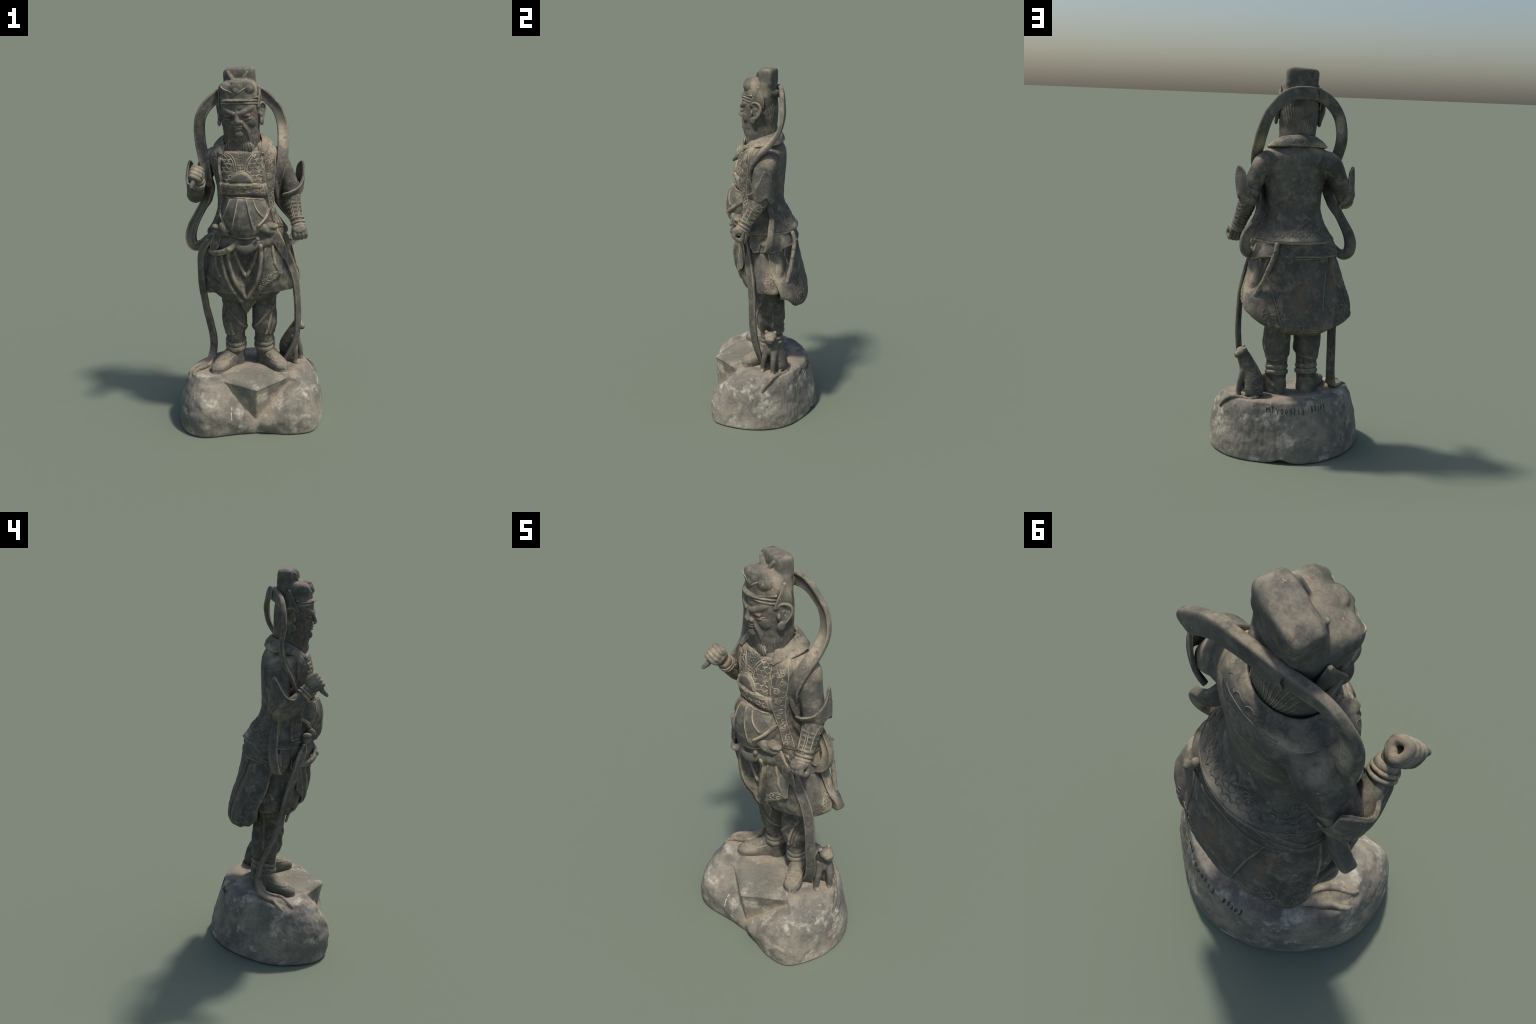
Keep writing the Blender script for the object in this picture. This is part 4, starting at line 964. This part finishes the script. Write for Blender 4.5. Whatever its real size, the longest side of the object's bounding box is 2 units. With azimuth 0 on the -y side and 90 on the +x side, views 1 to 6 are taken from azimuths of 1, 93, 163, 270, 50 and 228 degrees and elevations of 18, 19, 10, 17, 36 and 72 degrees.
add('bracer_ornament', join(strokes(ft, 'right', [[(-.11, 1.20), (-.085, 1.195), (-.055, 1.23), (-.028, 1.275), (-.032, 1.305), (-.055, 1.302), (-.085, 1.26), (-.11, 1.20)]] + [[(-.105 + .018*k, 1.21 + .022*k), (-.088 + .018*k, 1.205 + .022*k), (-.072 + .018*k, 1.212 + .022*k)] for k in range(5)], r=.002)
    + strokes(ft, 'front', [[(.235, 1.30), (.248, 1.24), (.26, 1.2)], [(.243, 1.30), (.256, 1.24), (.268, 1.2)], [(.272, 1.31), (.28, 1.25), (.287, 1.2)], [(.28, 1.30), (.288, 1.25), (.294, 1.2)]], r=.002)), M_LINE, kind='stuff')
ft = bvh(foreL)
add('bracer_ornament', join(strokes(ft, 'left', [[(-.03, 1.34), (-.08, 1.375), (-.12, 1.412)], [(-.025, 1.35), (-.075, 1.385), (-.112, 1.42)], [(-.04, 1.31), (-.09, 1.345), (-.13, 1.39)]], r=.0018)), M_FAINT, kind='stuff')
def band(c, axis, R, r, mat=M_LINE): add('wrist_band', weathered(ring(c, axis, R, r, 44, 14, 1.1), .0008, 80), mat)
ax = unit(A(.283, -.125, 1.168) - A(.263, -.075, 1.25))
for k, (R, r) in zip((0, .022, .04), ((.0345, .0058), (.034, .0065), (.032, .006))): band(A(.2755, -.108, 1.198) + ax*k, ax, R, r, M_HAND)
ax = unit(A(-.240, -.142, 1.432) - A(-.258, -.085, 1.368))
for k, (R, r) in zip((.0, .017), ((.0345, .006), (.0335, .0055))): band(A(-.2465, -.123, 1.408) + ax*k, ax, R, r, M_HAND)

def fist(center, axis, palm, wrist, stub=None):
    """clenched hand round a round socket: four fingers stacked along the axis, knuckles outward, thumb across"""
    axis = unit(axis); palm = unit(A(*palm) - (A(*palm) @ axis)*axis); side = np.cross(axis, palm); c = A(*center)
    sh = []
    for k, q in enumerate((-.0285, -.0095, .0095, .0285)):
        w = 1.0 - .08*abs(k - 1.3)
        V, F = ring((0, 0, 0), (0, 0, 1), .0265*w, .0128, 40, 16, .95)
        a = np.arctan2(V[:, 1], V[:, 0]); kn = 1 + .10*np.cos(3*(a))      # knuckle corners
        V = V*np.stack([kn, kn, np.ones(len(V))], 1)
        sh.append((c + axis*q + V[:, :1]*palm + V[:, 1:2]*side + V[:, 2:]*axis, F))
    back = c - palm*.024
    sh.append(sweep([c - palm*.020 - axis*.03, c - palm*.026, c - palm*.020 + axis*.03], [(.016, .012), (.019, .014), (.016, .012)], 20, 16, ref=palm))
    sh.append(sweep([wrist, wrist*.4 + back*.6, back], [(.029, .029), (.027, .03), (.02, .028)], 20, 20, ref=axis))
    rot = np.stack([axis, side, palm], 1)
    sh.append(ball(c - palm*.030, (.040, .034, .0175), rot=rot))
    if stub is not None:
        sh.append(sweep([c + axis*.02 + palm*.012, (c + A(*stub))/2 + A(0, 0, -.002), A(*stub)], [.013, .0135, .009], 20, 16))
    S = fuse(sh, .0025, 3, .4)
    return weathered(S, .0008, 90)
handR = fist((.288, -.148, 1.130), (.98, .12, .1), (.0, .35, -.95), A(.283, -.130, 1.170))
add('hand', handR, M_HAND)
handL = fist((-.253, -.180, 1.474), (-.30, -.55, -.75), (-.55, -.55, .45), A(-.241, -.146, 1.436), stub=(-.277, -.236, 1.417))
add('hand', handL, M_HAND)

# ================================================================== HEAD
YAW = -10*PI/180; HC = A(-.011, -.062, 1.75)
HM = rotz(YAW) @ roty(-2.0*PI/180)
def H(shape):
    V, F = shape; return (np.asarray(V) - A(0, 0, 1.75)) @ HM.T + HC, F
def Hp(p): return HM @ (A(*p) - A(0, 0, 1.75)) + HC

skull = body([(1.555, -.085, .085, -.07, .10, 2.1), (1.60, -.094, .094, -.077, .102, 2.1), (1.645, -.094, .094, -.088, .099, 2.15), (1.69, -.096, .096, -.094, .093, 2.2), (1.73, -.100, .100, -.097, .094, 2.25), (1.77, -.101, .101, -.097, .094, 2.3), (1.81, -.101, .101, -.104, .092, 2.3), (1.85, -.099, .099, -.098, .088, 2.3), (1.88, -.09, .09, -.088, .08, 2.2)], cy=0, n=60, m=90)
parts = [skull,
         sweep([(0, -.095, 1.788), (0, -.104, 1.765), (0, -.114, 1.745)], [(.009, .012), (.012, .012), (.014, .012)], 16, 16, ref=(0, -1, 0)),
         ball((0, -.108, 1.740), (.019, .017, .015)), ball((.020, -.100, 1.735), (.011, .013, .010)), ball((-.020, -.100, 1.735), (.011, .013, .010))]
for s in (-1, 1):
    parts += [sweep([(s*.014, -.106, 1.779), (s*.04, -.101, 1.789), (s*.066, -.086, 1.801), (s*.086, -.06, 1.812)], [(.007, .009), (.009, .012), (.009, .012), (.006, .008)], 20, 14, ref=(0, 0, 1)),
              ball((s*.043, -.086, 1.770), (.027, .017, .014)), ball((s*.045, -.083, 1.752), (.026, .013, .007)),
              ball((s*.054, -.054, 1.732), (.040, .034, .036)),
              sweep([(s*.022, -.094, 1.732), (s*.036, -.092, 1.712), (s*.047, -.083, 1.688), (s*.054, -.074, 1.658), (s*.057, -.068, 1.63)], [.006, .009, .010, .009, .006], 24, 14)]
parts += [ball((0, -.099, 1.714), (.024, .010, .006)), ball((0, -.098, 1.702), (.020, .010, .006)), ball((0, -.089, 1.672), (.026, .016, .019)),
          ball((.042, -.072, 1.598), (.034, .012, .028)), ball((-.035, -.062, 1.60), (.05, .016, .035)),
          sweep([(-.1, -.03, 1.855), (-.06, -.085, 1.85), (0, -.104, 1.848), (.06, -.085, 1.85), (.1, -.03, 1.855)], [.006]*5, 40, 12)]
head = fuse(parts, .0028, 5, .5)
V, F = head
def head_fn(V, N):
    ang = np.arctan2(V[:, 0], -V[:, 1])
    front = smoothstep(.02, -.02, V[:, 1])
    beard = front*smoothstep(1.70, 1.64, V[:, 2] + .0*V[:, 0])*smoothstep(1.55, 1.58, V[:, 2])
    beard = beard*np.where(np.abs(V[:, 0]) < .03, smoothstep(1.665, 1.64, V[:, 2]), 1)
    wav = np.sin(ang*40 + 5*noise3(V*A(1, 1, .4), 22, 3) + V[:, 2]*70*np.sign(V[:, 0]))
    hair = smoothstep(.03, .07, V[:, 1])*smoothstep(1.82, 1.79, V[:, 2])*smoothstep(1.64, 1.68, V[:, 2])
    wav2 = np.sin(np.arctan2(V[:, 0], V[:, 2] - 1.45)*170)
    eye = np.zeros(len(V))
    for s in (-1, 1):
        L = curve([(s*.020, -.100, 1.762), (s*.042, -.105, 1.7595), (s*.064, -.085, 1.768)], 14); eye -= .006*np.exp(-(seg_dist(V, L)/.0045)**2)
        L = curve([(s*.026, -.102, 1.778), (s*.05, -.098, 1.786), (s*.075, -.07, 1.794)], 14); eye -= .003*np.exp(-(seg_dist(V, L)/.004)**2)
    mouth = -.004*np.exp(-((V[:, 2] - 1.7075)/.0025)**2)*(np.abs(V[:, 0]) < .024)*(V[:, 1] < -.08)
    return .0008*beard*wav + .0015*hair*wav2 + eye + mouth + .0008*noise3(V, 60, 1)
head = relief(head, head_fn)
head_w = H(head)
def head_label(C):
    Q = (C - HC) @ HM + A(0, 0, 1.75)
    b = (Q[:, 1] < .015) & (Q[:, 2] < 1.66 - .25*np.clip(.03 - np.abs(Q[:, 0]), 0, .03)) 
    return np.where(b, 1, 0)
split(head_w, head_label, ['head', 'beard'], [M_FACE, M_FACE])
hw_tree = bvh(head_w)
# crow's feet and lash lines at the eyes
L = [[Hp((s*.062 + s*.004*k, -.08, 1.757 - .004*k))[[0, 2]], Hp((s*.070 + s*.003*k, -.078, 1.760 - .007*k))[[0, 2]], Hp((s*.078, -.07, 1.761 - .010*k))[[0, 2]]] for s in (-1, 1) for k in (0, 1, 2)]
L += [[Hp((s*.03 + .008*k, -.1, 1.752))[[0, 2]], Hp((s*.032 + .008*k, -.1, 1.748))[[0, 2]], Hp((s*.034 + .008*k, -.1, 1.745))[[0, 2]]] for s in (1,) for k in (0, 2)]
add('eye_wrinkle', join(strokes(hw_tree, 'front', L, r=.0016)), M_LINE, kind='stuff')
# eyelid paint
M_EYE = plain('eye_pigment', (.10, .045, .035), (.17, .085, .065), 90)
for s in (-1, 1):
    t = bvh(head_w); add('eye', join(strokes(t, 'front', [[Hp(p)[[0, 2]] for p in ((s*.026, -.1, 1.7615), (s*.042, -.105, 1.7585), (s*.060, -.09, 1.765))]], r=.0026, lift=.1)), M_EYE)

# ears, long-lobed
def build_ear(s):
    rim = [(s*.098, -.034, 1.80), (s*.112, -.012, 1.818), (s*.124, .018, 1.812), (s*.126, .030, 1.785), (s*.120, .018, 1.755), (s*.115, -.005, 1.73)]
    sh = [sweep(rim, [.006, .0075, .008, .008, .008, .009], 40, 14),
          ball((s*.106, .0, 1.772), (.012, .030, .042), rot=rotz(-s*.35)),
          ball((s*.114, -.016, 1.722), (.0095, .018, .019), rot=rotz(-s*.3)), ball((s*.108, -.024, 1.765), (.010, .007, .014))]
    S = fuse(sh, .003, 2, .4)
    return relief(S, lambda V, N: -.009*np.exp(-(seg_dist(V, curve([(s*.117, -.004, 1.803), (s*.12, .010, 1.79), (s*.119, .004, 1.768)], 12))/.010)**2))
for s in (-1, 1): add('ear', H(build_ear(s)), M_HAT)

# ================================================================== HAT
cap = body([(1.838, -.099, .099, -.098, .086, 2.4), (1.86, -.099, .099, -.096, .088, 2.4), (1.89, -.098, .098, -.094, .088, 2.4), (1.912, -.095, .095, -.090, .085, 2.4), (1.928, -.085, .085, -.078, .075, 2.3), (1.940, -.064, .064, -.055, .06, 2.2), (1.946, -.03, .03, -.03, .03, 2)], cy=0, n=36, m=90)
blk = box((.0, .036, 1.945), (.083, .043, .056), round_p=5)
hat = [cap, blk, ball((.054, -.050, 1.902), (.042, .040, .034)), ball((-.058, -.050, 1.904), (.040, .040, .034)), ball((0, -.084, 1.908), (.034, .014, .024)), ball((0, -.06, 1.93), (.03, .03, .014)),
       ball((0, -.092, 1.897), (.017, .014, .017)),
       sweep([(-.018, -.022, 1.925), (-.034, -.016, 1.95), (-.052, -.010, 1.982)], [.009, .0105, .008], 20, 14), sweep([(.016, -.022, 1.925), (.03, -.016, 1.95), (.048, -.010, 1.978)], [.009, .0105, .008], 20, 14),
       ball((0, -.03, 1.928), (.022, .02, .012)), sweep([(.06, .05, 1.87), (0, .098, 1.865), (-.06, .05, 1.87)], [.02, .022, .02], 24, 16)]
hat = fuse(hat, .0032, 7, .5)
def hat_fn(V, N):
    hem = curve([(-.085, -.075, 1.926), (-.06, -.1, 1.905), (-.035, -.1, 1.892), (0, -.108, 1.882), (.035, -.1, 1.895), (.06, -.09, 1.912), (.085, -.05, 1.905), (.095, -.02, 1.88)], 60)
    d = seg_dist(V, hem)
    f = .0035*np.exp(-(d/.005)**2)
    g1 = curve([(.085, -.05, 1.925), (.094, -.04, 1.895), (.098, -.035, 1.87)], 20); f += -.004*np.exp(-(seg_dist(V, g1)/.006)**2)
    return f + .0012*noise3(V, 45, 2)*1.2
hat = relief(hat, hat_fn)
hat_w = H(hat)
def hat_label(C):
    Q = (C - HC) @ HM + A(0, 0, 1.75); return np.where((Q[:, 1] > -.008) & (Q[:, 2] > 1.905), 1, 0)
split(hat_w, hat_label, ['hat', 'hat_block'], [M_HAT, M_HAT])
ht = bvh(hat_w, head_w)
hx = lambda p: Hp(p)[[0, 2]]
L = [[hx(p) for p in ((-.098, -.03, 1.845), (-.08, -.07, 1.846), (-.04, -.1, 1.848), (0, -.106, 1.848), (.04, -.1, 1.847), (.08, -.07, 1.842), (.099, -.03, 1.835))],]
add('hat_band', join(strokes(ht, 'front', L, r=.0042, lift=.35)), M_LINE)
L2 = [[hx((x, y, z - .013)) for x, y, z in ((-.098, -.03, 1.845), (-.08, -.07, 1.845), (-.04, -.1, 1.847), (0, -.106, 1.847), (.04, -.1, 1.846), (.08, -.07, 1.840), (.099, -.03, 1.833))]]
add('hat_band', join(strokes(ht, 'front', L2, r=.0042, lift=.3)), M_LINE)
L3 = [[hx(p) for p in ((-.082, -.08, 1.922), (-.06, -.1, 1.905), (-.03, -.1, 1.893), (0, -.108, 1.880), (.03, -.1, 1.896), (.052, -.09, 1.910))]]
add('hat_fold_edge', join(strokes(ht, 'front', L3, r=.0042, lift=-.35)), M_LINE, kind='stuff')
# side flaps of the cap: leaf-shaped, standing up behind the temples
for s in (-1, 1):
    n, m = 30, 12; P = np.zeros((n, m, 3))
    lo = curve([(s*.101, -.045, 1.80), (s*.103, -.03, 1.835), (s*.104, -.012, 1.87), (s*.100, .006, 1.905)], n); hi = curve([(s*.101, .04, 1.79), (s*.104, .042, 1.83), (s*.103, .03, 1.868), (s*.100, .008, 1.907)], n)
    for j in range(m):
        v = j/(m-1); P[:, j] = lo*(1-v) + hi*v + A(s*.006, 0, 0)*math.sin(PI*v)
    add('cap_flap', H(fuse([fix(sheet(P, .010))], .003, 3)), M_HAT)

# ================================================================== SCARF: halo behind the head, tucked under the arms, looping at the hips
def ribbon(path, wid, ref, name='scarf', n=160, groove=True, mat=M_RIBBON, m=36):
    """flat band with thick edges: wid rows (half width, half thickness); ref = direction the broad face looks"""
    path = np.asarray(path, float); C = curve(path, n); wid = np.asarray(wid, float); u = np.linspace(0, 1, n)
    seg = np.concatenate([[0], np.cumsum(np.linalg.norm(np.diff(path, axis=0), axis=1))]); seg /= seg[-1]
    r = hermite(seg, wid, u); ref = np.asarray(ref, float)
    N = np.stack([np.interp(u, seg, ref[:, k]) for k in range(3)], 1)
    T = unit(np.gradient(C, axis=0)); N = unit(N - (N*T).sum(1, keepdims=True)*T); B = np.cross(T, N)
    a = np.linspace(0, 2*PI, m, endpoint=False); p = 3.6
    c = np.sign(np.cos(a))*np.abs(np.cos(a))**(2/p); s = np.sign(np.sin(a))*np.abs(np.sin(a))**(2/p)
    dish = np.where(s > 0, 1 - .45*np.clip(1 - (np.abs(c)/.8)**2, 0, 1), 1.0) if groove else np.ones(m)
    R = C[:, None] + B[:, None]*(c[None, :, None]*r[:, None, :1]) + N[:, None]*((s*dish)[None, :, None]*r[:, None, 1:])
    e0 = C[0] + (R[0] - C[0])*.7 - T[0]*r[0].min()*.6; e1 = C[-1] + (R[-1] - C[-1])*.7 + T[-1]*r[-1].min()*.6
    R = np.concatenate([e0[None], R, e1[None]])
    V, F = fix(loft(R))
    V = V + (.0015*noise3(V, 20, 5))[:, None] * A(.6, .6, .6)
    return add(name, (V, F), mat)

halo = [(.175, -.085, 1.40), (.186, -.098, 1.455), (.200, -.088, 1.51), (.208, -.052, 1.565), (.212, -.01, 1.605), (.212, .03, 1.655), (.205, .056, 1.705), (.188, .066, 1.755), (.160, .068, 1.797), (.110, .062, 1.844),
        (.06, .056, 1.868), (.0, .046, 1.874), (-.06, .034, 1.872), (-.10, .018, 1.861), (-.150, .000, 1.837), (-.192, -.011, 1.799), (-.220, -.014, 1.753), (-.232, -.011, 1.705), (-.234, -.003, 1.655), (-.231, -.010, 1.605), (-.222, -.026, 1.555), (-.208, -.055, 1.50), (-.196, -.08, 1.44), (-.185, -.08, 1.39)]
hw = [(.020, .012), (.027, .013), (.030, .014), (.031, .014), (.031, .0145), (.030, .0145), (.029, .0145), (.0285, .0145), (.0285, .015), (.030, .015), (.032, .015), (.033, .015), (.033, .015), (.033, .015), (.032, .015), (.031, .0145), (.030, .0145), (.030, .0145), (.030, .0145), (.030, .0145), (.030, .014), (.029, .014), (.025, .013), (.018, .012)]
ref = [(.3, -1, .2), (.3, -1, .5), (.35, -.8, .7), (.3, -.7, .8), (.2, -.8, .6), (.1, -1, .35), (0, -1, .1), (-.1, -1, 0), (-.15, -1, -.1), (-.15, -1, -.1), (-.15, -1, -.1), (-.15, -1, -.1), (-.15, -1, -.1), (-.15, -1, -.1), (-.15, -1, -.1), (-.1, -1, 0), (-.05, -1, 0), (-.05, -1, 0), (-.05, -1, .05), (-.1, -1, .2), (-.2, -1, .4), (-.3, -1, .5), (-.3, -1, .3), (-.3, -1, .2)]
ribbon(halo, hw, ref, n=260)
# the crack behind the head
add('scarf_crack', join([sweep([(-.079, .042, 1.895), (-.078, .047, 1.88), (-.083, .046, 1.868), (-.082, .046, 1.855)], [.0012, .0022, .002, .001], 16, 6)]), M_INK)
for s, P, W, Rf in (
    (1, [(.182, -.09, 1.44), (.180, -.072, 1.38), (.182, -.045, 1.325), (.190, -.012, 1.28), (.210, .018, 1.235), (.242, .027, 1.19), (.268, .027, 1.155), (.279, .025, 1.11), (.272, .018, 1.068), (.246, .0, 1.045), (.222, -.015, 1.058), (.208, -.025, 1.09)],
     [(.024, .012), (.034, .014), (.034, .015), (.030, .016), (.026, .016), (.024, .017), (.026, .018), (.027, .019), (.027, .019), (.025, .018), (.022, .016), (.015, .012)],
     [(.5, -1, 0), (.7, -.8, 0), (.9, -.6, 0), (.5, -1, .2), (.2, -1, .2), (.1, -1, .2), (.1, -1, 0), (.1, -1, 0), (.1, -1, 0), (.1, -1, 0), (.1, -1, 0), (-.2, -1, 0)]),
    (-1, [(-.192, -.07, 1.43), (-.190, -.048, 1.375), (-.198, -.02, 1.325), (-.213, -.004, 1.285), (-.234, .004, 1.25), (-.262, .011, 1.20), (-.290, .017, 1.145), (-.306, .012, 1.09), (-.302, .0, 1.048), (-.278, -.012, 1.03), (-.245, -.015, 1.045), (-.215, -.015, 1.08)],
     [(.024, .012), (.036, .014), (.034, .015), (.028, .018), (.024, .020), (.025, .022), (.028, .024), (.030, .025), (.029, .025), (.027, .024), (.022, .020), (.014, .014)],
     [(-.5, -1, 0), (-.7, -.8, 0), (-.9, -.6, 0), (-.4, -1, .2), (-.2, -1, .2), (-.1, -1, .1), (-.1, -1, 0), (-.1, -1, 0), (-.1, -1, 0), (-.1, -1, 0), (-.1, -1, 0), (.2, -1, 0)])):
    ribbon(P, W, Rf, n=140)
# long streamers down the front to the rock
ribbon([(.17, -.13, 1.12), (.189, -.118, 1.06), (.214, -.105, .995), (.239, -.092, .93), (.257, -.080, .866), (.268, -.072, .80), (.274, -.066, .72), (.276, -.063, .63), (.273, -.056, .555), (.266, -.045, .487), (.247, -.030, .42), (.222, -.018, .365), (.196, -.008, .322)],
       [(.018, .009), (.022, .010), (.024, .010)] + [(.025, .010)]*8 + [(.024, .010), (.02, .009)], [(.5, -.9, .1), (.6, -.8, .1), (.75, -.75, .1), (.8, -.65, .1)] + [(.8, -.65, 0)]*6 + [(.75, -.7, -.1), (.6, -.7, -.35), (.5, -.7, -.4)], 'streamer')
ribbon([(-.175, -.145, 1.13), (-.205, -.128, 1.09), (-.232, -.112, 1.045), (-.247, -.098, 1.0), (-.252, -.083, .945), (-.254, -.066, .879), (-.251, -.050, .813), (-.246, -.037, .747), (-.238, -.022, .681), (-.229, .0, .615), (-.220, .028, .549), (-.211, .054, .483), (-.208, .066, .42), (-.212, .062, .37), (-.22, .045, .335)],
       [(.016, .009), (.02, .010), (.022, .010), (.023, .010)] + [(.0235, .010)]*9 + [(.026, .010), (.03, .009)], [(-.5, -.9, .1), (-.6, -.8, .1), (-.7, -.75, .1)] + [(-.7, -.72, .1)]*3 + [(-.6, -.8, 0)]*3 + [(-.45, -.85, -.3), (-.4, -.85, -.3), (-.4, -.9, -.2), (-.45, -.85, .2), (-.5, -.5, .7), (-.4, -.3, .9)], 'streamer')
# streamer's end spreads over the rock: a flat trough between two rolled, wavy edges
edgeA = [(-.206, .060, .372), (-.214, .036, .338), (-.224, .004, .322), (-.240, -.034, .317), (-.264, -.062, .319), (-.290, -.080, .317), (-.312, -.100, .308), (-.318, -.116, .296)]
edgeB = [(-.222, .072, .365), (-.236, .056, .332), (-.256, .030, .318), (-.278, .010, .314), (-.296, -.014, .314), (-.318, -.030, .307), (-.336, -.050, .294), (-.342, -.066, .278)]
add('streamer_tongue', weathered(sweep(edgeA, [.009, .009, .009, .010, .012, .011, .010, .006], 50, 16), .001, 40), M_RIBBON)
add('streamer_tongue', weathered(sweep(edgeB, [.009, .009, .009, .010, .011, .011, .010, .006], 50, 16), .001, 40), M_RIBBON)
n = 40; Ea, Eb = curve(edgeA, n), curve(edgeB, n); P = np.zeros((n, 14, 3))
for j in range(14):
    v = j/13; P[:, j] = Ea*(1 - v) + Eb*v - A(0, 0, .006)*math.sin(PI*v) + A(0, 0, .003)*np.sin(np.linspace(0, 9, n) + v*5)[:, None]*np.array([[0, 0, 1.0]])*math.sin(PI*v)
add('streamer_tongue', weathered(fuse([fix(sheet(P[:-4], .012))], .003, 2), .001, 40), M_RIBBON)

# ================================================================== TIGER
tig = bpy.data.objects.new('tiger', None); bpy.context.collection.objects.link(tig); tig.parent = ROOT
tb = [sweep([(.222, .096, .335), (.222, .082, .385), (.236, .062, .44), (.256, .046, .49), (.270, .041, .515)], [(.048, .05), (.05, .05), (.043, .044), (.036, .036), (.031, .031)], 40, 32, ref=(1, -.4, 0)),
      ball((.268, .042, .452), (.022, .028, .04)),
      ball((.247, .107, .345), (.03, .018, .036), rot=rotz(-.45)), ball((.215, .055, .34), (.028, .018, .034), rot=rotz(-.45)),
      sweep([(.25, .105, .325), (.28, .098, .308), (.298, .09, .303)], [.013, .011, .009], 16, 14), sweep([(.215, .04, .33), (.24, .022, .312), (.25, .015, .31)], [.012, .011, .009], 16, 14),
      sweep([(.264, .066, .46), (.284, .063, .40), (.293, .06, .345), (.297, .059, .308)], [.021, .018, .0155, .0145], 24, 16), sweep([(.255, .026, .46), (.261, .012, .40), (.261, .003, .345), (.259, -.001, .315)], [.021, .018, .0155, .0145], 24, 16),
      ball((.305, .058, .304), (.017, .014, .011)), ball((.267, -.003, .311), (.017, .014, .011)),
      ball((.279, .041, .530), (.031, .037, .029)), ball((.299, .040, .520), (.020, .029, .017)), ball((.303, .040, .509), (.015, .022, .009)),
      ball((.270, .066, .551), (.011, .011, .012)), ball((.266, .017, .551), (.011, .011, .012)),
      sweep([(.212, .12, .325), (.222, .142, .316), (.248, .137, .302), (.283, .108, .302), (.318, .078, .303), (.35, .051, .288), (.368, .026, .26), (.378, .006, .232)], [.011, .010, .010, .010, .010, .010, .0095, .007], 60, 16)]
tiger = fuse(tb, .0028, 3, .4)
tiger = weathered(tiger, .0008, 70)
def tiger_label(C):
    lab = np.zeros(len(C), int)
    lab[(C[:, 2] > .500) & (C[:, 0] > .245)] = 1
    tail = curve([(.222, .142, .316), (.248, .137, .302), (.283, .108, .302), (.318, .078, .303), (.35, .051, .288), (.368, .026, .26), (.378, .006, .232)], 30)
    lab[seg_dist(C, tail) < .014] = 2
    for L in ([(.284, .063, .40), (.293, .06, .345), (.297, .059, .308), (.303, .058, .303)], [(.261, .012, .40), (.261, .003, .345), (.259, -.001, .315), (.265, -.003, .311)], [(.247, .108, .345), (.28, .098, .308), (.298, .09, .303)]):
        lab[(seg_dist(C, np.array(L)) < .017) & (lab == 0)] = 3
    lab[(C[:, 2] > .548) & (np.abs(C[:, 1] - .041) > .02) & (lab == 1)] = 4
    return lab
split(tiger, tiger_label, ['tiger_body', 'tiger_head', 'tiger_tail', 'tiger_leg', 'tiger_ear'], [M_TIGER]*5, tig)
tt = bvh(tiger)
L = []
for k in range(8):
    z = .345 + .02*k; y = .14 - .009*k
    L.append([(y - .0, z + .012), (y - .025, z + .002), (y - .042, z - .004)])
add('tiger_stripe', join(strokes(tt, (-.55, -.85, 0) if False else 'right', L, r=.0013) + strokes(tt, 'back', [[(.185 + .008*k, .352 + .022*k), (.205 + .008*k, .342 + .022*k), (.225 + .008*k, .346 + .022*k)] for k in range(7)], r=.0013)), M_FAINT, tig, kind='stuff')
add('tiger_face_line', join(strokes(tt, 'right', [[(.028, .509), (.034, .505), (.041, .506), (.048, .505), (.055, .510)], arc((.058, .534), .0045, 0, 6.28), arc((.024, .534), .0045, 0, 6.28), [(.041, .522), (.041, .54)]], r=.0014)), M_FAINT, tig, kind='stuff')

bpy.context.view_layer.update()
